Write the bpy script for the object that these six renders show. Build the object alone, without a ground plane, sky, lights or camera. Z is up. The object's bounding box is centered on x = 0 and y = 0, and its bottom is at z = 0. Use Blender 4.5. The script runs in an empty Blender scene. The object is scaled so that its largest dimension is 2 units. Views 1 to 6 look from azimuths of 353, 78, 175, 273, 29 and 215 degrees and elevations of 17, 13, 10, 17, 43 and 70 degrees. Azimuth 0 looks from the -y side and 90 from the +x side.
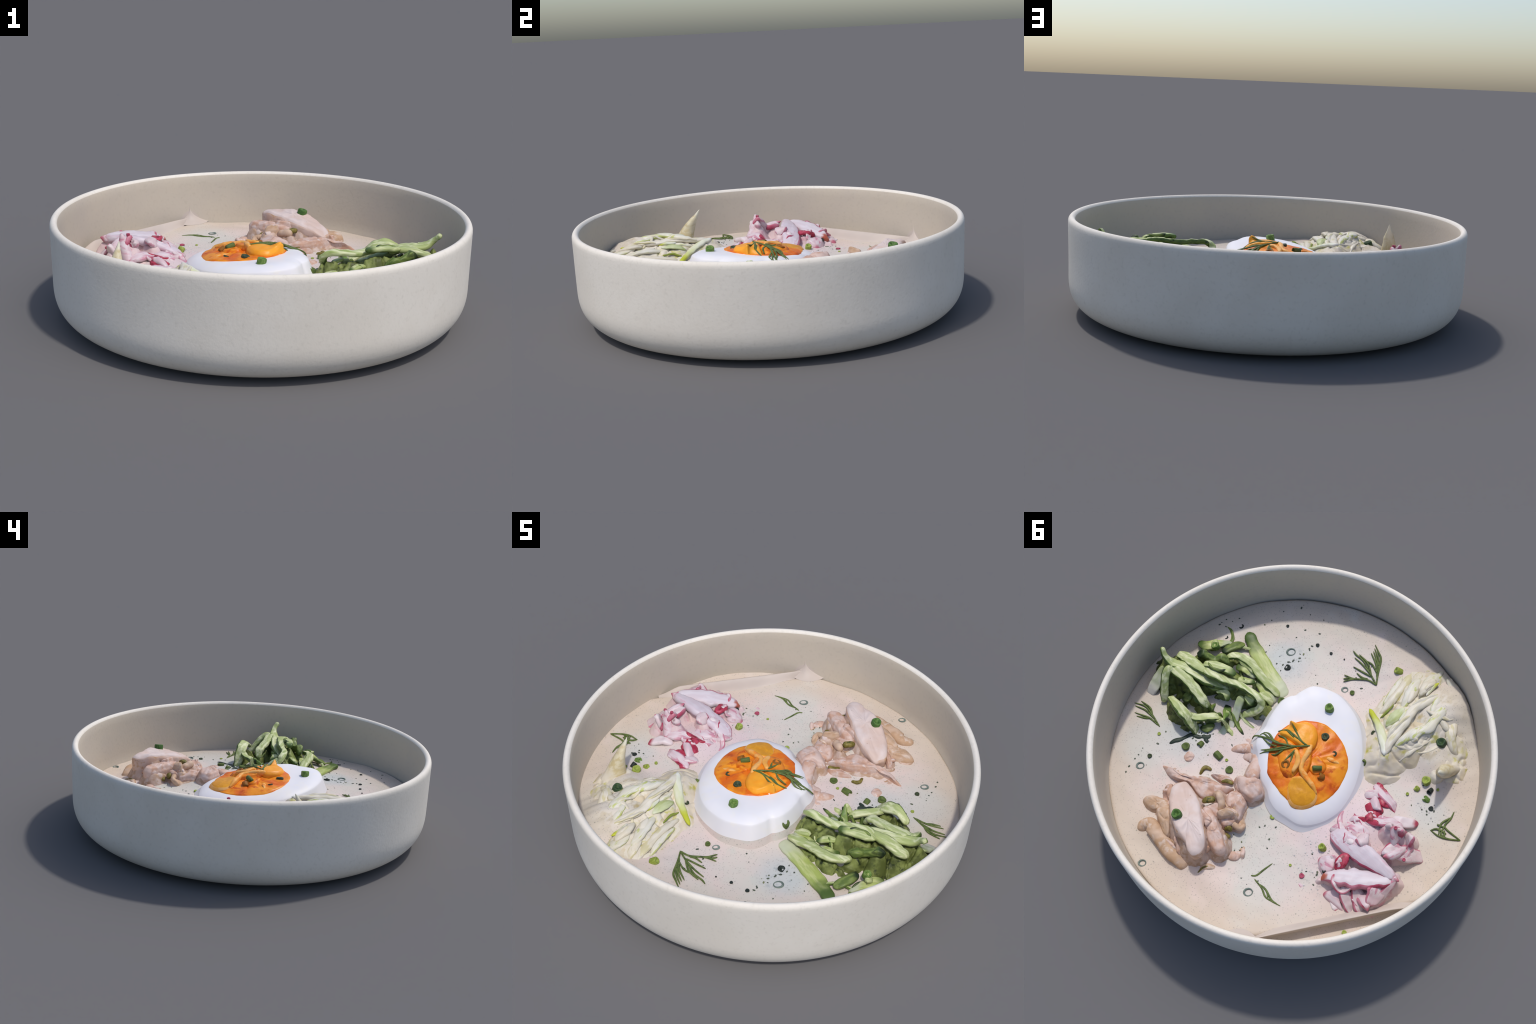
"""A bowl of cold creamy soup with half an egg, chicken, cucumber, radish, cabbage and herbs."""
import bpy, math, random
import numpy as np
from mathutils import Vector, Matrix, noise
from mathutils.bvhtree import BVHTree

random.seed(7)
TAU = math.tau

# ------------------------------------------------------------------ layout
# Control points in metres: paths run along the middle of a strip's upper side,
# rims run round the upper edge of a lump.
CUCUMBER_STRIPS = [
    dict(style='flat', path=[(0.594, -0.502, 0.22), (0.515, -0.444, 0.214), (0.436, -0.397, 0.214), (0.348, -0.352, 0.214), (0.27, -0.312, 0.214), (0.221, -0.291, 0.207)], width=[0.05, 0.062, 0.062, 0.064, 0.066, 0.05], thick=0.03, roll=0),
    dict(style='pale', path=[(0.586, -0.288, 0.292), (0.553, -0.318, 0.294), (0.504, -0.331, 0.292), (0.454, -0.327, 0.287), (0.385, -0.3, 0.272), (0.317, -0.284, 0.257), (0.243, -0.264, 0.237)], width=[0.02, 0.036, 0.038, 0.04, 0.04, 0.042, 0.03], thick=0.032, roll=0),
    dict(style='pale', path=[(0.63, -0.146, 0.344), (0.562, -0.151, 0.346), (0.496, -0.159, 0.338), (0.437, -0.175, 0.332), (0.37, -0.175, 0.337), (0.315, -0.168, 0.338), (0.283, -0.151, 0.322), (0.288, -0.127, 0.287), (0.318, -0.108, 0.247), (0.361, -0.076, 0.207)], width=[0.042, 0.042, 0.038, 0.032, 0.032, 0.034, 0.036, 0.036, 0.036, 0.03], thick=0.034, roll=8),
    dict(style='pale', path=[(0.856, -0.113, 0.396), (0.83, -0.096, 0.364), (0.789, -0.096, 0.337), (0.734, -0.107, 0.332), (0.675, -0.111, 0.327), (0.619, -0.111, 0.317), (0.562, -0.124, 0.302), (0.508, -0.141, 0.287), (0.462, -0.163, 0.262)], width=[0.02, 0.026, 0.042, 0.044, 0.042, 0.042, 0.04, 0.036, 0.02], thick=0.034, roll=10),
    dict(style='pale', path=[(0.78, -0.07, 0.337), (0.729, -0.064, 0.332), (0.664, -0.053, 0.325), (0.605, -0.035, 0.312), (0.546, -0.014, 0.292), (0.511, -0.017, 0.247)], width=[0.04, 0.044, 0.042, 0.044, 0.046, 0.036], thick=0.034, roll=-8),
    dict(style='pale', path=[(0.771, -0.071, 0.337), (0.788, -0.053, 0.332), (0.788, -0.025, 0.317), (0.775, 0.009, 0.282), (0.761, 0.04, 0.242), (0.747, 0.077, 0.192)], width=[0.03, 0.034, 0.036, 0.036, 0.036, 0.03], thick=0.03, roll=15),
    dict(style='pale', path=[(0.815, -0.159, 0.302), (0.764, -0.163, 0.322), (0.701, -0.151, 0.337), (0.64, -0.147, 0.34), (0.593, -0.16, 0.332)], width=[0.04, 0.05, 0.05, 0.045, 0.03], thick=0.036, roll=0),
    dict(style='tip', path=[(0.65, -0.169, 0.344), (0.597, -0.191, 0.355), (0.555, -0.199, 0.359), (0.506, -0.204, 0.359), (0.469, -0.205, 0.35)], width=[0.03, 0.036, 0.036, 0.036, 0.03], thick=0.03, roll=0),
    dict(style='skin', path=[(0.718, -0.2, 0.312), (0.688, -0.225, 0.342), (0.66, -0.23, 0.327), (0.623, -0.238, 0.31), (0.601, -0.263, 0.322), (0.566, -0.267, 0.304), (0.547, -0.274, 0.272)], width=[0.03, 0.034, 0.03, 0.03, 0.034, 0.034, 0.02], thick=0.05, roll=0),
    dict(style='flat', path=[(0.791, -0.311, 0.214), (0.734, -0.311, 0.232), (0.692, -0.35, 0.23), (0.633, -0.407, 0.205)], width=[0.03, 0.046, 0.044, 0.02], thick=0.02, roll=0),
    dict(style='skin', path=[(0.638, -0.318, 0.237), (0.62, -0.362, 0.24), (0.594, -0.403, 0.234), (0.569, -0.434, 0.22)], width=[0.03, 0.042, 0.042, 0.03], thick=0.025, roll=12),
    dict(style='tip', path=[(0.474, -0.218, 0.277), (0.433, -0.229, 0.28), (0.386, -0.257, 0.262)], width=[0.02, 0.032, 0.022], thick=0.025, roll=0),
    dict(style='pale', path=[(0.719, 0.048, 0.272), (0.657, 0.074, 0.307), (0.607, 0.09, 0.297), (0.568, 0.096, 0.277), (0.532, 0.106, 0.232), (0.498, 0.115, 0.17)], width=[0.03, 0.042, 0.05, 0.055, 0.05, 0.035], thick=0.034, roll=20),
    dict(style='pale', path=[(0.58, 0.087, 0.269), (0.533, 0.067, 0.254), (0.495, 0.038, 0.254), (0.457, 0.01, 0.247), (0.428, -0.013, 0.222)], width=[0.03, 0.036, 0.036, 0.036, 0.02], thick=0.03, roll=0),
    dict(style='milk', path=[(0.394, -0.136, 0.292), (0.39, -0.097, 0.26), (0.382, -0.053, 0.227), (0.37, -0.003, 0.199), (0.361, 0.039, 0.172)], width=[0.034, 0.036, 0.036, 0.038, 0.034], thick=0.03, roll=0),
    dict(style='spear', path=[(0.406, 0.006, 0.284), (0.417, -0.02, 0.257), (0.434, -0.056, 0.227), (0.452, -0.098, 0.202)], width=[0.006, 0.022, 0.036, 0.03], thick=0.024, roll=0),
    dict(style='milk', path=[(0.397, 0.012, 0.214), (0.391, 0.059, 0.194), (0.387, 0.107, 0.172)], width=[0.02, 0.036, 0.034], thick=0.02, roll=0),
    dict(style='flat', path=[(0.394, -0.283, 0.247), (0.33, -0.259, 0.24), (0.281, -0.241, 0.234), (0.245, -0.237, 0.217)], width=[0.04, 0.056, 0.05, 0.03], thick=0.024, roll=0),
    dict(style='pale', path=[(0.338, -0.22, 0.254), (0.285, -0.219, 0.242), (0.25, -0.208, 0.217)], width=[0.026, 0.036, 0.03], thick=0.024, roll=0),
    dict(style='skin', path=[(0.663, 0.023, 0.224), (0.651, -0.011, 0.237), (0.645, -0.052, 0.237)], width=[0.03, 0.05, 0.03], thick=0.02, roll=20),
    dict(style='skin', path=[(0.598, -0.103, 0.282), (0.55, -0.111, 0.284), (0.511, -0.124, 0.277)], width=[0.02, 0.03, 0.02], thick=0.03, roll=0),
    dict(style='tip', path=[(0.529, -0.099, 0.274), (0.502, -0.118, 0.28), (0.471, -0.113, 0.277), (0.449, -0.088, 0.254)], width=[0.025, 0.036, 0.036, 0.02], thick=0.025, roll=0),
    dict(style='milk', path=[(0.832, -0.073, 0.282), (0.841, -0.017, 0.238), (0.844, 0.035, 0.204), (0.85, 0.078, 0.17)], width=[0.03, 0.05, 0.05, 0.03], thick=0.02, roll=0),
    dict(style='milk', path=[(0.287, -0.19, 0.217), (0.266, -0.157, 0.197), (0.249, -0.093, 0.172)], width=[0.04, 0.05, 0.05], thick=0.02, roll=0),
    dict(style='skin', path=[(0.629, -0.032, 0.262), (0.585, -0.023, 0.254), (0.543, -0.015, 0.232)], width=[0.03, 0.045, 0.03], thick=0.02, roll=-10),
    dict(style='tip', path=[(0.379, -0.148, 0.292), (0.344, -0.144, 0.284), (0.317, -0.144, 0.267)], width=[0.02, 0.04, 0.03], thick=0.02, roll=0),
    dict(style='skin', path=[(0.509, 0.089, 0.197), (0.474, 0.077, 0.207), (0.452, 0.038, 0.207)], width=[0.02, 0.04, 0.02], thick=0.024, roll=0),
    dict(style='tip', path=[(0.718, -0.324, 0.237), (0.693, -0.334, 0.26), (0.67, -0.34, 0.242)], width=[0.03, 0.044, 0.03], thick=0.03, roll=0),
    dict(style='flat', path=[(0.518, -0.269, 0.262), (0.487, -0.295, 0.27), (0.436, -0.297, 0.267), (0.401, -0.28, 0.252)], width=[0.03, 0.05, 0.05, 0.03], thick=0.02, roll=0),
]
CABBAGE_STRIPS = [
    dict(style='lime', path=[(-0.188, -0.454, 0.245), (-0.25, -0.41, 0.268), (-0.298, -0.37, 0.288), (-0.353, -0.308, 0.312), (-0.394, -0.243, 0.325)], width=[0.012, 0.026, 0.03, 0.032, 0.02], thick=0.022, roll=0),
    dict(style='white', path=[(-0.394, -0.244, 0.324), (-0.384, -0.325, 0.328), (-0.39, -0.404, 0.335), (-0.394, -0.481, 0.336), (-0.395, -0.535, 0.33), (-0.416, -0.586, 0.325), (-0.454, -0.654, 0.318), (-0.48, -0.7, 0.3)], width=[0.03, 0.044, 0.042, 0.04, 0.04, 0.042, 0.04, 0.03], thick=0.028, roll=0),
    dict(style='limemid', path=[(-0.412, -0.31, 0.315), (-0.44, -0.378, 0.333), (-0.467, -0.415, 0.342), (-0.484, -0.445, 0.343), (-0.515, -0.483, 0.346), (-0.515, -0.539, 0.342), (-0.521, -0.618, 0.332), (-0.51, -0.683, 0.312)], width=[0.03, 0.046, 0.05, 0.044, 0.046, 0.046, 0.046, 0.03], thick=0.03, roll=0),
    dict(style='white', path=[(-0.474, -0.367, 0.33), (-0.48, -0.4, 0.34), (-0.493, -0.425, 0.336)], width=[0.03, 0.06, 0.03], thick=0.03, roll=0),
    dict(style='green', path=[(-0.317, -0.391, 0.29), (-0.328, -0.439, 0.308), (-0.338, -0.483, 0.312), (-0.348, -0.528, 0.305)], width=[0.03, 0.046, 0.048, 0.03], thick=0.02, roll=8),
    dict(style='white', path=[(-0.253, -0.438, 0.247), (-0.266, -0.522, 0.266), (-0.275, -0.615, 0.268), (-0.28, -0.712, 0.257), (-0.273, -0.764, 0.24)], width=[0.02, 0.036, 0.042, 0.04, 0.02], thick=0.022, roll=0),
    dict(style='line', path=[(-0.267, -0.426, 0.268), (-0.282, -0.476, 0.277), (-0.289, -0.528, 0.272)], width=[0.006, 0.01, 0.006], thick=0.01, roll=0),
    dict(style='limemid', path=[(-0.338, -0.518, 0.292), (-0.336, -0.605, 0.3), (-0.328, -0.691, 0.292), (-0.338, -0.737, 0.268)], width=[0.03, 0.05, 0.05, 0.03], thick=0.026, roll=0),
    dict(style='white', path=[(-0.382, -0.623, 0.318), (-0.386, -0.687, 0.318), (-0.407, -0.757, 0.3)], width=[0.03, 0.05, 0.04], thick=0.026, roll=0),
    dict(style='limemid', path=[(-0.468, -0.686, 0.312), (-0.477, -0.618, 0.328), (-0.486, -0.554, 0.335)], width=[0.02, 0.034, 0.03], thick=0.024, roll=0),
    dict(style='white', path=[(-0.525, -0.565, 0.325), (-0.566, -0.549, 0.318), (-0.61, -0.529, 0.305)], width=[0.02, 0.032, 0.03], thick=0.024, roll=0),
    dict(style='white', path=[(-0.592, -0.652, 0.275), (-0.608, -0.559, 0.302), (-0.631, -0.509, 0.302), (-0.671, -0.476, 0.28), (-0.719, -0.463, 0.245)], width=[0.03, 0.05, 0.05, 0.045, 0.03], thick=0.03, roll=0),
    dict(style='fin', path=[(-0.647, -0.492, 0.265), (-0.643, -0.424, 0.3), (-0.645, -0.348, 0.365), (-0.65, -0.283, 0.437)], width=[0.1, 0.09, 0.045, 0.006], thick=0.03, roll=0),
    dict(style='limemid', path=[(-0.53, -0.456, 0.26), (-0.582, -0.403, 0.262), (-0.641, -0.358, 0.25)], width=[0.04, 0.055, 0.03], thick=0.03, roll=0),
    dict(style='lime', path=[(-0.384, -0.542, 0.312), (-0.372, -0.499, 0.322), (-0.367, -0.438, 0.318)], width=[0.01, 0.022, 0.012], thick=0.016, roll=0),
    dict(style='white', path=[(-0.451, -0.796, 0.29), (-0.505, -0.765, 0.285), (-0.554, -0.72, 0.275)], width=[0.03, 0.06, 0.03], thick=0.03, roll=0),
    dict(style='limemid', path=[(-0.356, -0.346, 0.3), (-0.36, -0.407, 0.312), (-0.375, -0.463, 0.318)], width=[0.02, 0.024, 0.02], thick=0.02, roll=0),
    dict(style='lime', path=[(-0.429, -0.742, 0.305), (-0.411, -0.694, 0.306), (-0.409, -0.642, 0.306)], width=[0.01, 0.024, 0.012], thick=0.014, roll=0),
    dict(style='white', path=[(-0.502, -0.521, 0.322), (-0.513, -0.441, 0.318), (-0.519, -0.405, 0.29)], width=[0.03, 0.04, 0.03], thick=0.026, roll=0),
    dict(style='white', path=[(-0.555, -0.779, 0.262), (-0.572, -0.711, 0.275), (-0.595, -0.654, 0.275)], width=[0.03, 0.06, 0.04], thick=0.03, roll=0),
    dict(style='limemid', path=[(-0.408, -0.841, 0.255), (-0.401, -0.772, 0.285), (-0.38, -0.727, 0.296), (-0.375, -0.669, 0.31)], width=[0.03, 0.05, 0.05, 0.03], thick=0.026, roll=0),
    dict(style='white', path=[(-0.309, -0.784, 0.245), (-0.322, -0.723, 0.275), (-0.342, -0.635, 0.298), (-0.35, -0.562, 0.31)], width=[0.03, 0.05, 0.045, 0.03], thick=0.026, roll=0),
    dict(style='limemid', path=[(-0.523, -0.659, 0.315), (-0.567, -0.624, 0.3), (-0.602, -0.588, 0.296)], width=[0.03, 0.05, 0.03], thick=0.028, roll=0),
    dict(style='white', path=[(-0.661, -0.558, 0.25), (-0.705, -0.533, 0.235), (-0.743, -0.502, 0.215)], width=[0.03, 0.06, 0.03], thick=0.03, roll=0),
    dict(style='white', path=[(-0.527, -0.459, 0.3), (-0.565, -0.436, 0.285), (-0.605, -0.42, 0.28)], width=[0.03, 0.045, 0.03], thick=0.026, roll=0),
    dict(style='limemid', path=[(-0.242, -0.709, 0.238), (-0.248, -0.641, 0.255), (-0.245, -0.575, 0.258), (-0.241, -0.505, 0.25)], width=[0.02, 0.03, 0.03, 0.02], thick=0.022, roll=0),
    dict(style='fold', path=[(-0.601, -0.446, 0.27), (-0.635, -0.416, 0.275), (-0.679, -0.39, 0.255)], width=[0.03, 0.05, 0.03], thick=0.026, roll=0),
]
RADISH_STRIPS = [
    dict(style='slab', path=[(-0.358, 0.189, 0.215), (-0.419, 0.223, 0.262), (-0.494, 0.244, 0.285), (-0.561, 0.253, 0.305), (-0.631, 0.26, 0.315), (-0.715, 0.272, 0.318), (-0.774, 0.28, 0.316)], width=[0.05, 0.075, 0.085, 0.085, 0.085, 0.055, 0.012], thick=0.045, roll=-14),
    dict(style='slabtip', path=[(-0.447, 0.455, 0.25), (-0.467, 0.429, 0.262), (-0.513, 0.403, 0.28), (-0.574, 0.376, 0.292), (-0.653, 0.338, 0.306), (-0.724, 0.302, 0.31), (-0.768, 0.281, 0.305)], width=[0.015, 0.04, 0.07, 0.085, 0.08, 0.05, 0.02], thick=0.045, roll=12),
    dict(style='petal', path=[(-0.684, 0.336, 0.285), (-0.713, 0.351, 0.292), (-0.723, 0.392, 0.285), (-0.716, 0.44, 0.272), (-0.711, 0.454, 0.262)], width=[0.05, 0.085, 0.075, 0.045, 0.01], thick=0.025, roll=28),
    dict(style='petal', path=[(-0.771, 0.283, 0.312), (-0.76, 0.326, 0.29), (-0.748, 0.38, 0.262), (-0.733, 0.429, 0.25)], width=[0.02, 0.04, 0.05, 0.03], thick=0.03, roll=40),
    dict(style='white', path=[(-0.563, 0.424, 0.265), (-0.598, 0.456, 0.25), (-0.638, 0.484, 0.228), (-0.678, 0.504, 0.198)], width=[0.04, 0.05, 0.055, 0.04], thick=0.028, roll=0),
    dict(style='white', path=[(-0.614, 0.397, 0.268), (-0.656, 0.43, 0.25), (-0.697, 0.462, 0.228), (-0.727, 0.473, 0.2)], width=[0.05, 0.065, 0.065, 0.04], thick=0.028, roll=0),
    dict(style='redtip', path=[(-0.609, 0.536, 0.192), (-0.58, 0.521, 0.208), (-0.539, 0.496, 0.2)], width=[0.02, 0.032, 0.02], thick=0.02, roll=0),
    dict(style='petal', path=[(-0.699, 0.097, 0.2), (-0.689, 0.093, 0.285), (-0.664, 0.082, 0.335), (-0.638, 0.074, 0.374)], width=[0.13, 0.11, 0.07, 0.016], thick=0.03, roll=-15),
    dict(style='white', path=[(-0.697, 0.084, 0.24), (-0.71, 0.074, 0.3), (-0.721, 0.065, 0.335)], width=[0.09, 0.06, 0.02], thick=0.03, roll=0),
    dict(style='white', path=[(-0.83, 0.07, 0.2), (-0.776, 0.106, 0.25), (-0.722, 0.137, 0.288), (-0.671, 0.16, 0.312), (-0.643, 0.202, 0.322)], width=[0.05, 0.07, 0.07, 0.06, 0.012], thick=0.032, roll=0),
    dict(style='red', path=[(-0.438, 0.035, 0.232), (-0.465, 0.014, 0.25), (-0.499, 0.001, 0.258), (-0.539, -0.003, 0.255)], width=[0.03, 0.045, 0.045, 0.03], thick=0.03, roll=0),
    dict(style='red', path=[(-0.53, 0, 0.255), (-0.511, 0.041, 0.262), (-0.496, 0.077, 0.258), (-0.48, 0.106, 0.24)], width=[0.03, 0.05, 0.05, 0.025], thick=0.03, roll=0),
    dict(style='petal', path=[(-0.419, -0.106, 0.225), (-0.437, -0.107, 0.234), (-0.496, -0.087, 0.246), (-0.555, -0.07, 0.24), (-0.602, -0.039, 0.218)], width=[0.01, 0.035, 0.05, 0.045, 0.02], thick=0.022, roll=20),
    dict(style='white', path=[(-0.403, -0.03, 0.22), (-0.432, -0.05, 0.24), (-0.467, -0.073, 0.245), (-0.501, -0.088, 0.24)], width=[0.02, 0.045, 0.045, 0.02], thick=0.024, roll=0),
    dict(style='red', path=[(-0.477, -0.046, 0.248), (-0.518, -0.048, 0.25), (-0.562, -0.059, 0.235)], width=[0.02, 0.034, 0.02], thick=0.02, roll=0),
    dict(style='petal', path=[(-0.404, 0.125, 0.222), (-0.434, 0.097, 0.245), (-0.474, 0.073, 0.24)], width=[0.012, 0.034, 0.02], thick=0.02, roll=10),
    dict(style='petal', path=[(-0.498, 0.08, 0.255), (-0.552, 0.049, 0.278), (-0.596, 0.026, 0.276), (-0.656, 0.008, 0.262)], width=[0.02, 0.05, 0.055, 0.02], thick=0.025, roll=18),
    dict(style='redtip', path=[(-0.715, -0.057, 0.226), (-0.682, -0.031, 0.246), (-0.637, -0.008, 0.255), (-0.586, -0.006, 0.25)], width=[0.03, 0.045, 0.05, 0.03], thick=0.026, roll=0),
    dict(style='red', path=[(-0.489, 0.385, 0.268), (-0.495, 0.349, 0.288), (-0.501, 0.303, 0.292), (-0.51, 0.278, 0.285)], width=[0.025, 0.045, 0.045, 0.025], thick=0.03, roll=0),
    dict(style='white', path=[(-0.496, 0.168, 0.275), (-0.516, 0.178, 0.31), (-0.54, 0.203, 0.315), (-0.56, 0.224, 0.3)], width=[0.03, 0.06, 0.05, 0.03], thick=0.03, roll=0),
    dict(style='redtip', path=[(-0.504, 0.226, 0.29), (-0.481, 0.223, 0.288), (-0.458, 0.236, 0.275)], width=[0.02, 0.03, 0.015], thick=0.02, roll=0),
    dict(style='white', path=[(-0.357, 0.214, 0.222), (-0.382, 0.187, 0.238), (-0.407, 0.165, 0.236), (-0.428, 0.196, 0.235)], width=[0.02, 0.04, 0.04, 0.02], thick=0.024, roll=0),
    dict(style='white', path=[(-0.611, 0.092, 0.3), (-0.612, 0.075, 0.345), (-0.624, 0.069, 0.35)], width=[0.05, 0.04, 0.02], thick=0.03, roll=0),
]
RADISH_LUMPS = [
    dict(rim=[(-0.414, 0.16, 0.235), (-0.444, 0.122, 0.245), (-0.496, 0.102, 0.25), (-0.542, 0.117, 0.245), (-0.54, 0.159, 0.25), (-0.486, 0.193, 0.25), (-0.447, 0.197, 0.24)], rise=0.012),
    dict(rim=[(-0.498, 0.503, 0.21), (-0.523, 0.459, 0.225), (-0.567, 0.428, 0.235), (-0.596, 0.491, 0.215), (-0.626, 0.523, 0.205), (-0.562, 0.521, 0.205)], rise=0.01),
    dict(rim=[(-0.723, 0.252, 0.23), (-0.756, 0.218, 0.225), (-0.78, 0.24, 0.22), (-0.765, 0.287, 0.22)], rise=0.01),
    dict(rim=[(-0.389, 0.362, 0.22), (-0.412, 0.331, 0.24), (-0.453, 0.32, 0.25), (-0.483, 0.378, 0.25), (-0.457, 0.413, 0.24), (-0.418, 0.4, 0.225)], rise=0.01),
]
CHICKEN_LUMPS = [
    dict(style='slab', rim=[(0.422, 0.445, 0.268), (0.403, 0.412, 0.262), (0.379, 0.393, 0.264), (0.331, 0.411, 0.285), (0.255, 0.456, 0.312), (0.207, 0.503, 0.32), (0.173, 0.543, 0.332), (0.138, 0.575, 0.338), (0.107, 0.617, 0.34), (0.097, 0.655, 0.334), (0.105, 0.685, 0.33), (0.128, 0.701, 0.33), (0.161, 0.689, 0.336), (0.189, 0.665, 0.342), (0.249, 0.641, 0.342), (0.306, 0.608, 0.336), (0.354, 0.56, 0.322), (0.397, 0.501, 0.292)], rise=0.014),
    dict(style='pink', rim=[(0.219, 0.471, 0.287), (0.202, 0.444, 0.284), (0.149, 0.468, 0.284), (0.091, 0.51, 0.284), (0.032, 0.562, 0.288), (0.018, 0.595, 0.29), (0.038, 0.618, 0.29), (0.078, 0.612, 0.288), (0.124, 0.582, 0.282), (0.158, 0.536, 0.282)], rise=0.012),
    dict(style='pink', rim=[(0.225, 0.48, 0.3), (0.202, 0.479, 0.307), (0.154, 0.496, 0.308), (0.142, 0.514, 0.305), (0.151, 0.539, 0.302), (0.173, 0.532, 0.302)], rise=0.008),
    dict(style='pink', rim=[(0.545, 0.368, 0.195), (0.523, 0.359, 0.205), (0.463, 0.371, 0.225), (0.417, 0.366, 0.243), (0.342, 0.328, 0.247), (0.279, 0.306, 0.243), (0.224, 0.302, 0.24), (0.172, 0.287, 0.238), (0.185, 0.322, 0.236), (0.226, 0.37, 0.236), (0.259, 0.413, 0.238), (0.314, 0.407, 0.243), (0.372, 0.384, 0.243), (0.426, 0.393, 0.235), (0.487, 0.394, 0.21)], rise=0.012),
    dict(style='tan', rim=[(0.528, 0.574, 0.2), (0.514, 0.544, 0.215), (0.457, 0.524, 0.228), (0.395, 0.52, 0.235), (0.381, 0.549, 0.235), (0.43, 0.586, 0.225), (0.478, 0.596, 0.212)], rise=0.01),
    dict(style='tan', rim=[(0.432, 0.585, 0.232), (0.403, 0.558, 0.25), (0.37, 0.551, 0.258), (0.329, 0.599, 0.258), (0.299, 0.662, 0.25), (0.315, 0.679, 0.235), (0.358, 0.651, 0.235)], rise=0.014),
    dict(style='pink', rim=[(0.176, 0.238, 0.27), (0.153, 0.217, 0.278), (0.124, 0.213, 0.285), (0.093, 0.19, 0.285), (0.062, 0.198, 0.28), (0.023, 0.235, 0.272), (0.029, 0.272, 0.275), (0.051, 0.302, 0.282), (0.094, 0.298, 0.285), (0.137, 0.285, 0.27)], rise=0.016),
    dict(style='pink', rim=[(0.167, 0.316, 0.25), (0.138, 0.296, 0.258), (0.098, 0.294, 0.262), (0.065, 0.306, 0.25), (0.051, 0.375, 0.245), (0.044, 0.42, 0.235), (0.069, 0.413, 0.245), (0.097, 0.382, 0.255), (0.141, 0.388, 0.255), (0.161, 0.356, 0.25)], rise=0.01),
    dict(style='tan', rim=[(0.152, 0.452, 0.292), (0.142, 0.431, 0.302), (0.114, 0.412, 0.306), (0.081, 0.405, 0.3), (0.078, 0.422, 0.295), (0.119, 0.46, 0.292)], rise=0.01),
    dict(style='pink', rim=[(0.128, 0.462, 0.26), (0.099, 0.431, 0.268), (0.067, 0.418, 0.262), (0.057, 0.45, 0.252), (0.089, 0.486, 0.25)], rise=0.01),
    dict(style='tan', rim=[(0.037, 0.561, 0.215), (0.039, 0.541, 0.228), (0.025, 0.531, 0.225), (0.015, 0.541, 0.212), (0.022, 0.569, 0.205)], rise=0.008),
    dict(style='pink', rim=[(0.016, 0.579, 0.196), (-0.021, 0.541, 0.203), (-0.055, 0.54, 0.2), (-0.052, 0.582, 0.197), (-0.014, 0.601, 0.196)], rise=0.012),
    dict(style='tan', rim=[(0.282, 0.686, 0.215), (0.273, 0.667, 0.225), (0.223, 0.672, 0.225), (0.218, 0.688, 0.22), (0.241, 0.701, 0.212)], rise=0.008),
    dict(style='pink', rim=[(0.311, 0.28, 0.205), (0.286, 0.266, 0.222), (0.236, 0.246, 0.225), (0.191, 0.251, 0.225), (0.187, 0.266, 0.215), (0.243, 0.285, 0.215)], rise=0.006),
    dict(style='pink', rim=[(0.5, 0.256, 0.184), (0.48, 0.222, 0.187), (0.442, 0.231, 0.187), (0.441, 0.271, 0.187), (0.471, 0.283, 0.186)], rise=0.006),
    dict(style='pink', rim=[(0.458, 0.456, 0.22), (0.44, 0.434, 0.232), (0.404, 0.489, 0.25), (0.399, 0.514, 0.24), (0.43, 0.495, 0.225)], rise=0.006),
    dict(style='pink', rim=[(0.218, 0.453, 0.27), (0.193, 0.406, 0.27), (0.141, 0.391, 0.262), (0.125, 0.455, 0.262), (0.166, 0.47, 0.262)], rise=0.008),
    dict(style='tan', rim=[(0.292, 0.646, 0.235), (0.255, 0.642, 0.26), (0.2, 0.661, 0.265), (0.145, 0.697, 0.26), (0.182, 0.707, 0.235), (0.238, 0.687, 0.225)], rise=0.0),
    dict(style='pink', rim=[(0.138, 0.618, 0.255), (0.114, 0.6, 0.26), (0.081, 0.609, 0.274), (0.084, 0.63, 0.255), (0.101, 0.65, 0.25)], rise=0.004),
]
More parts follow.
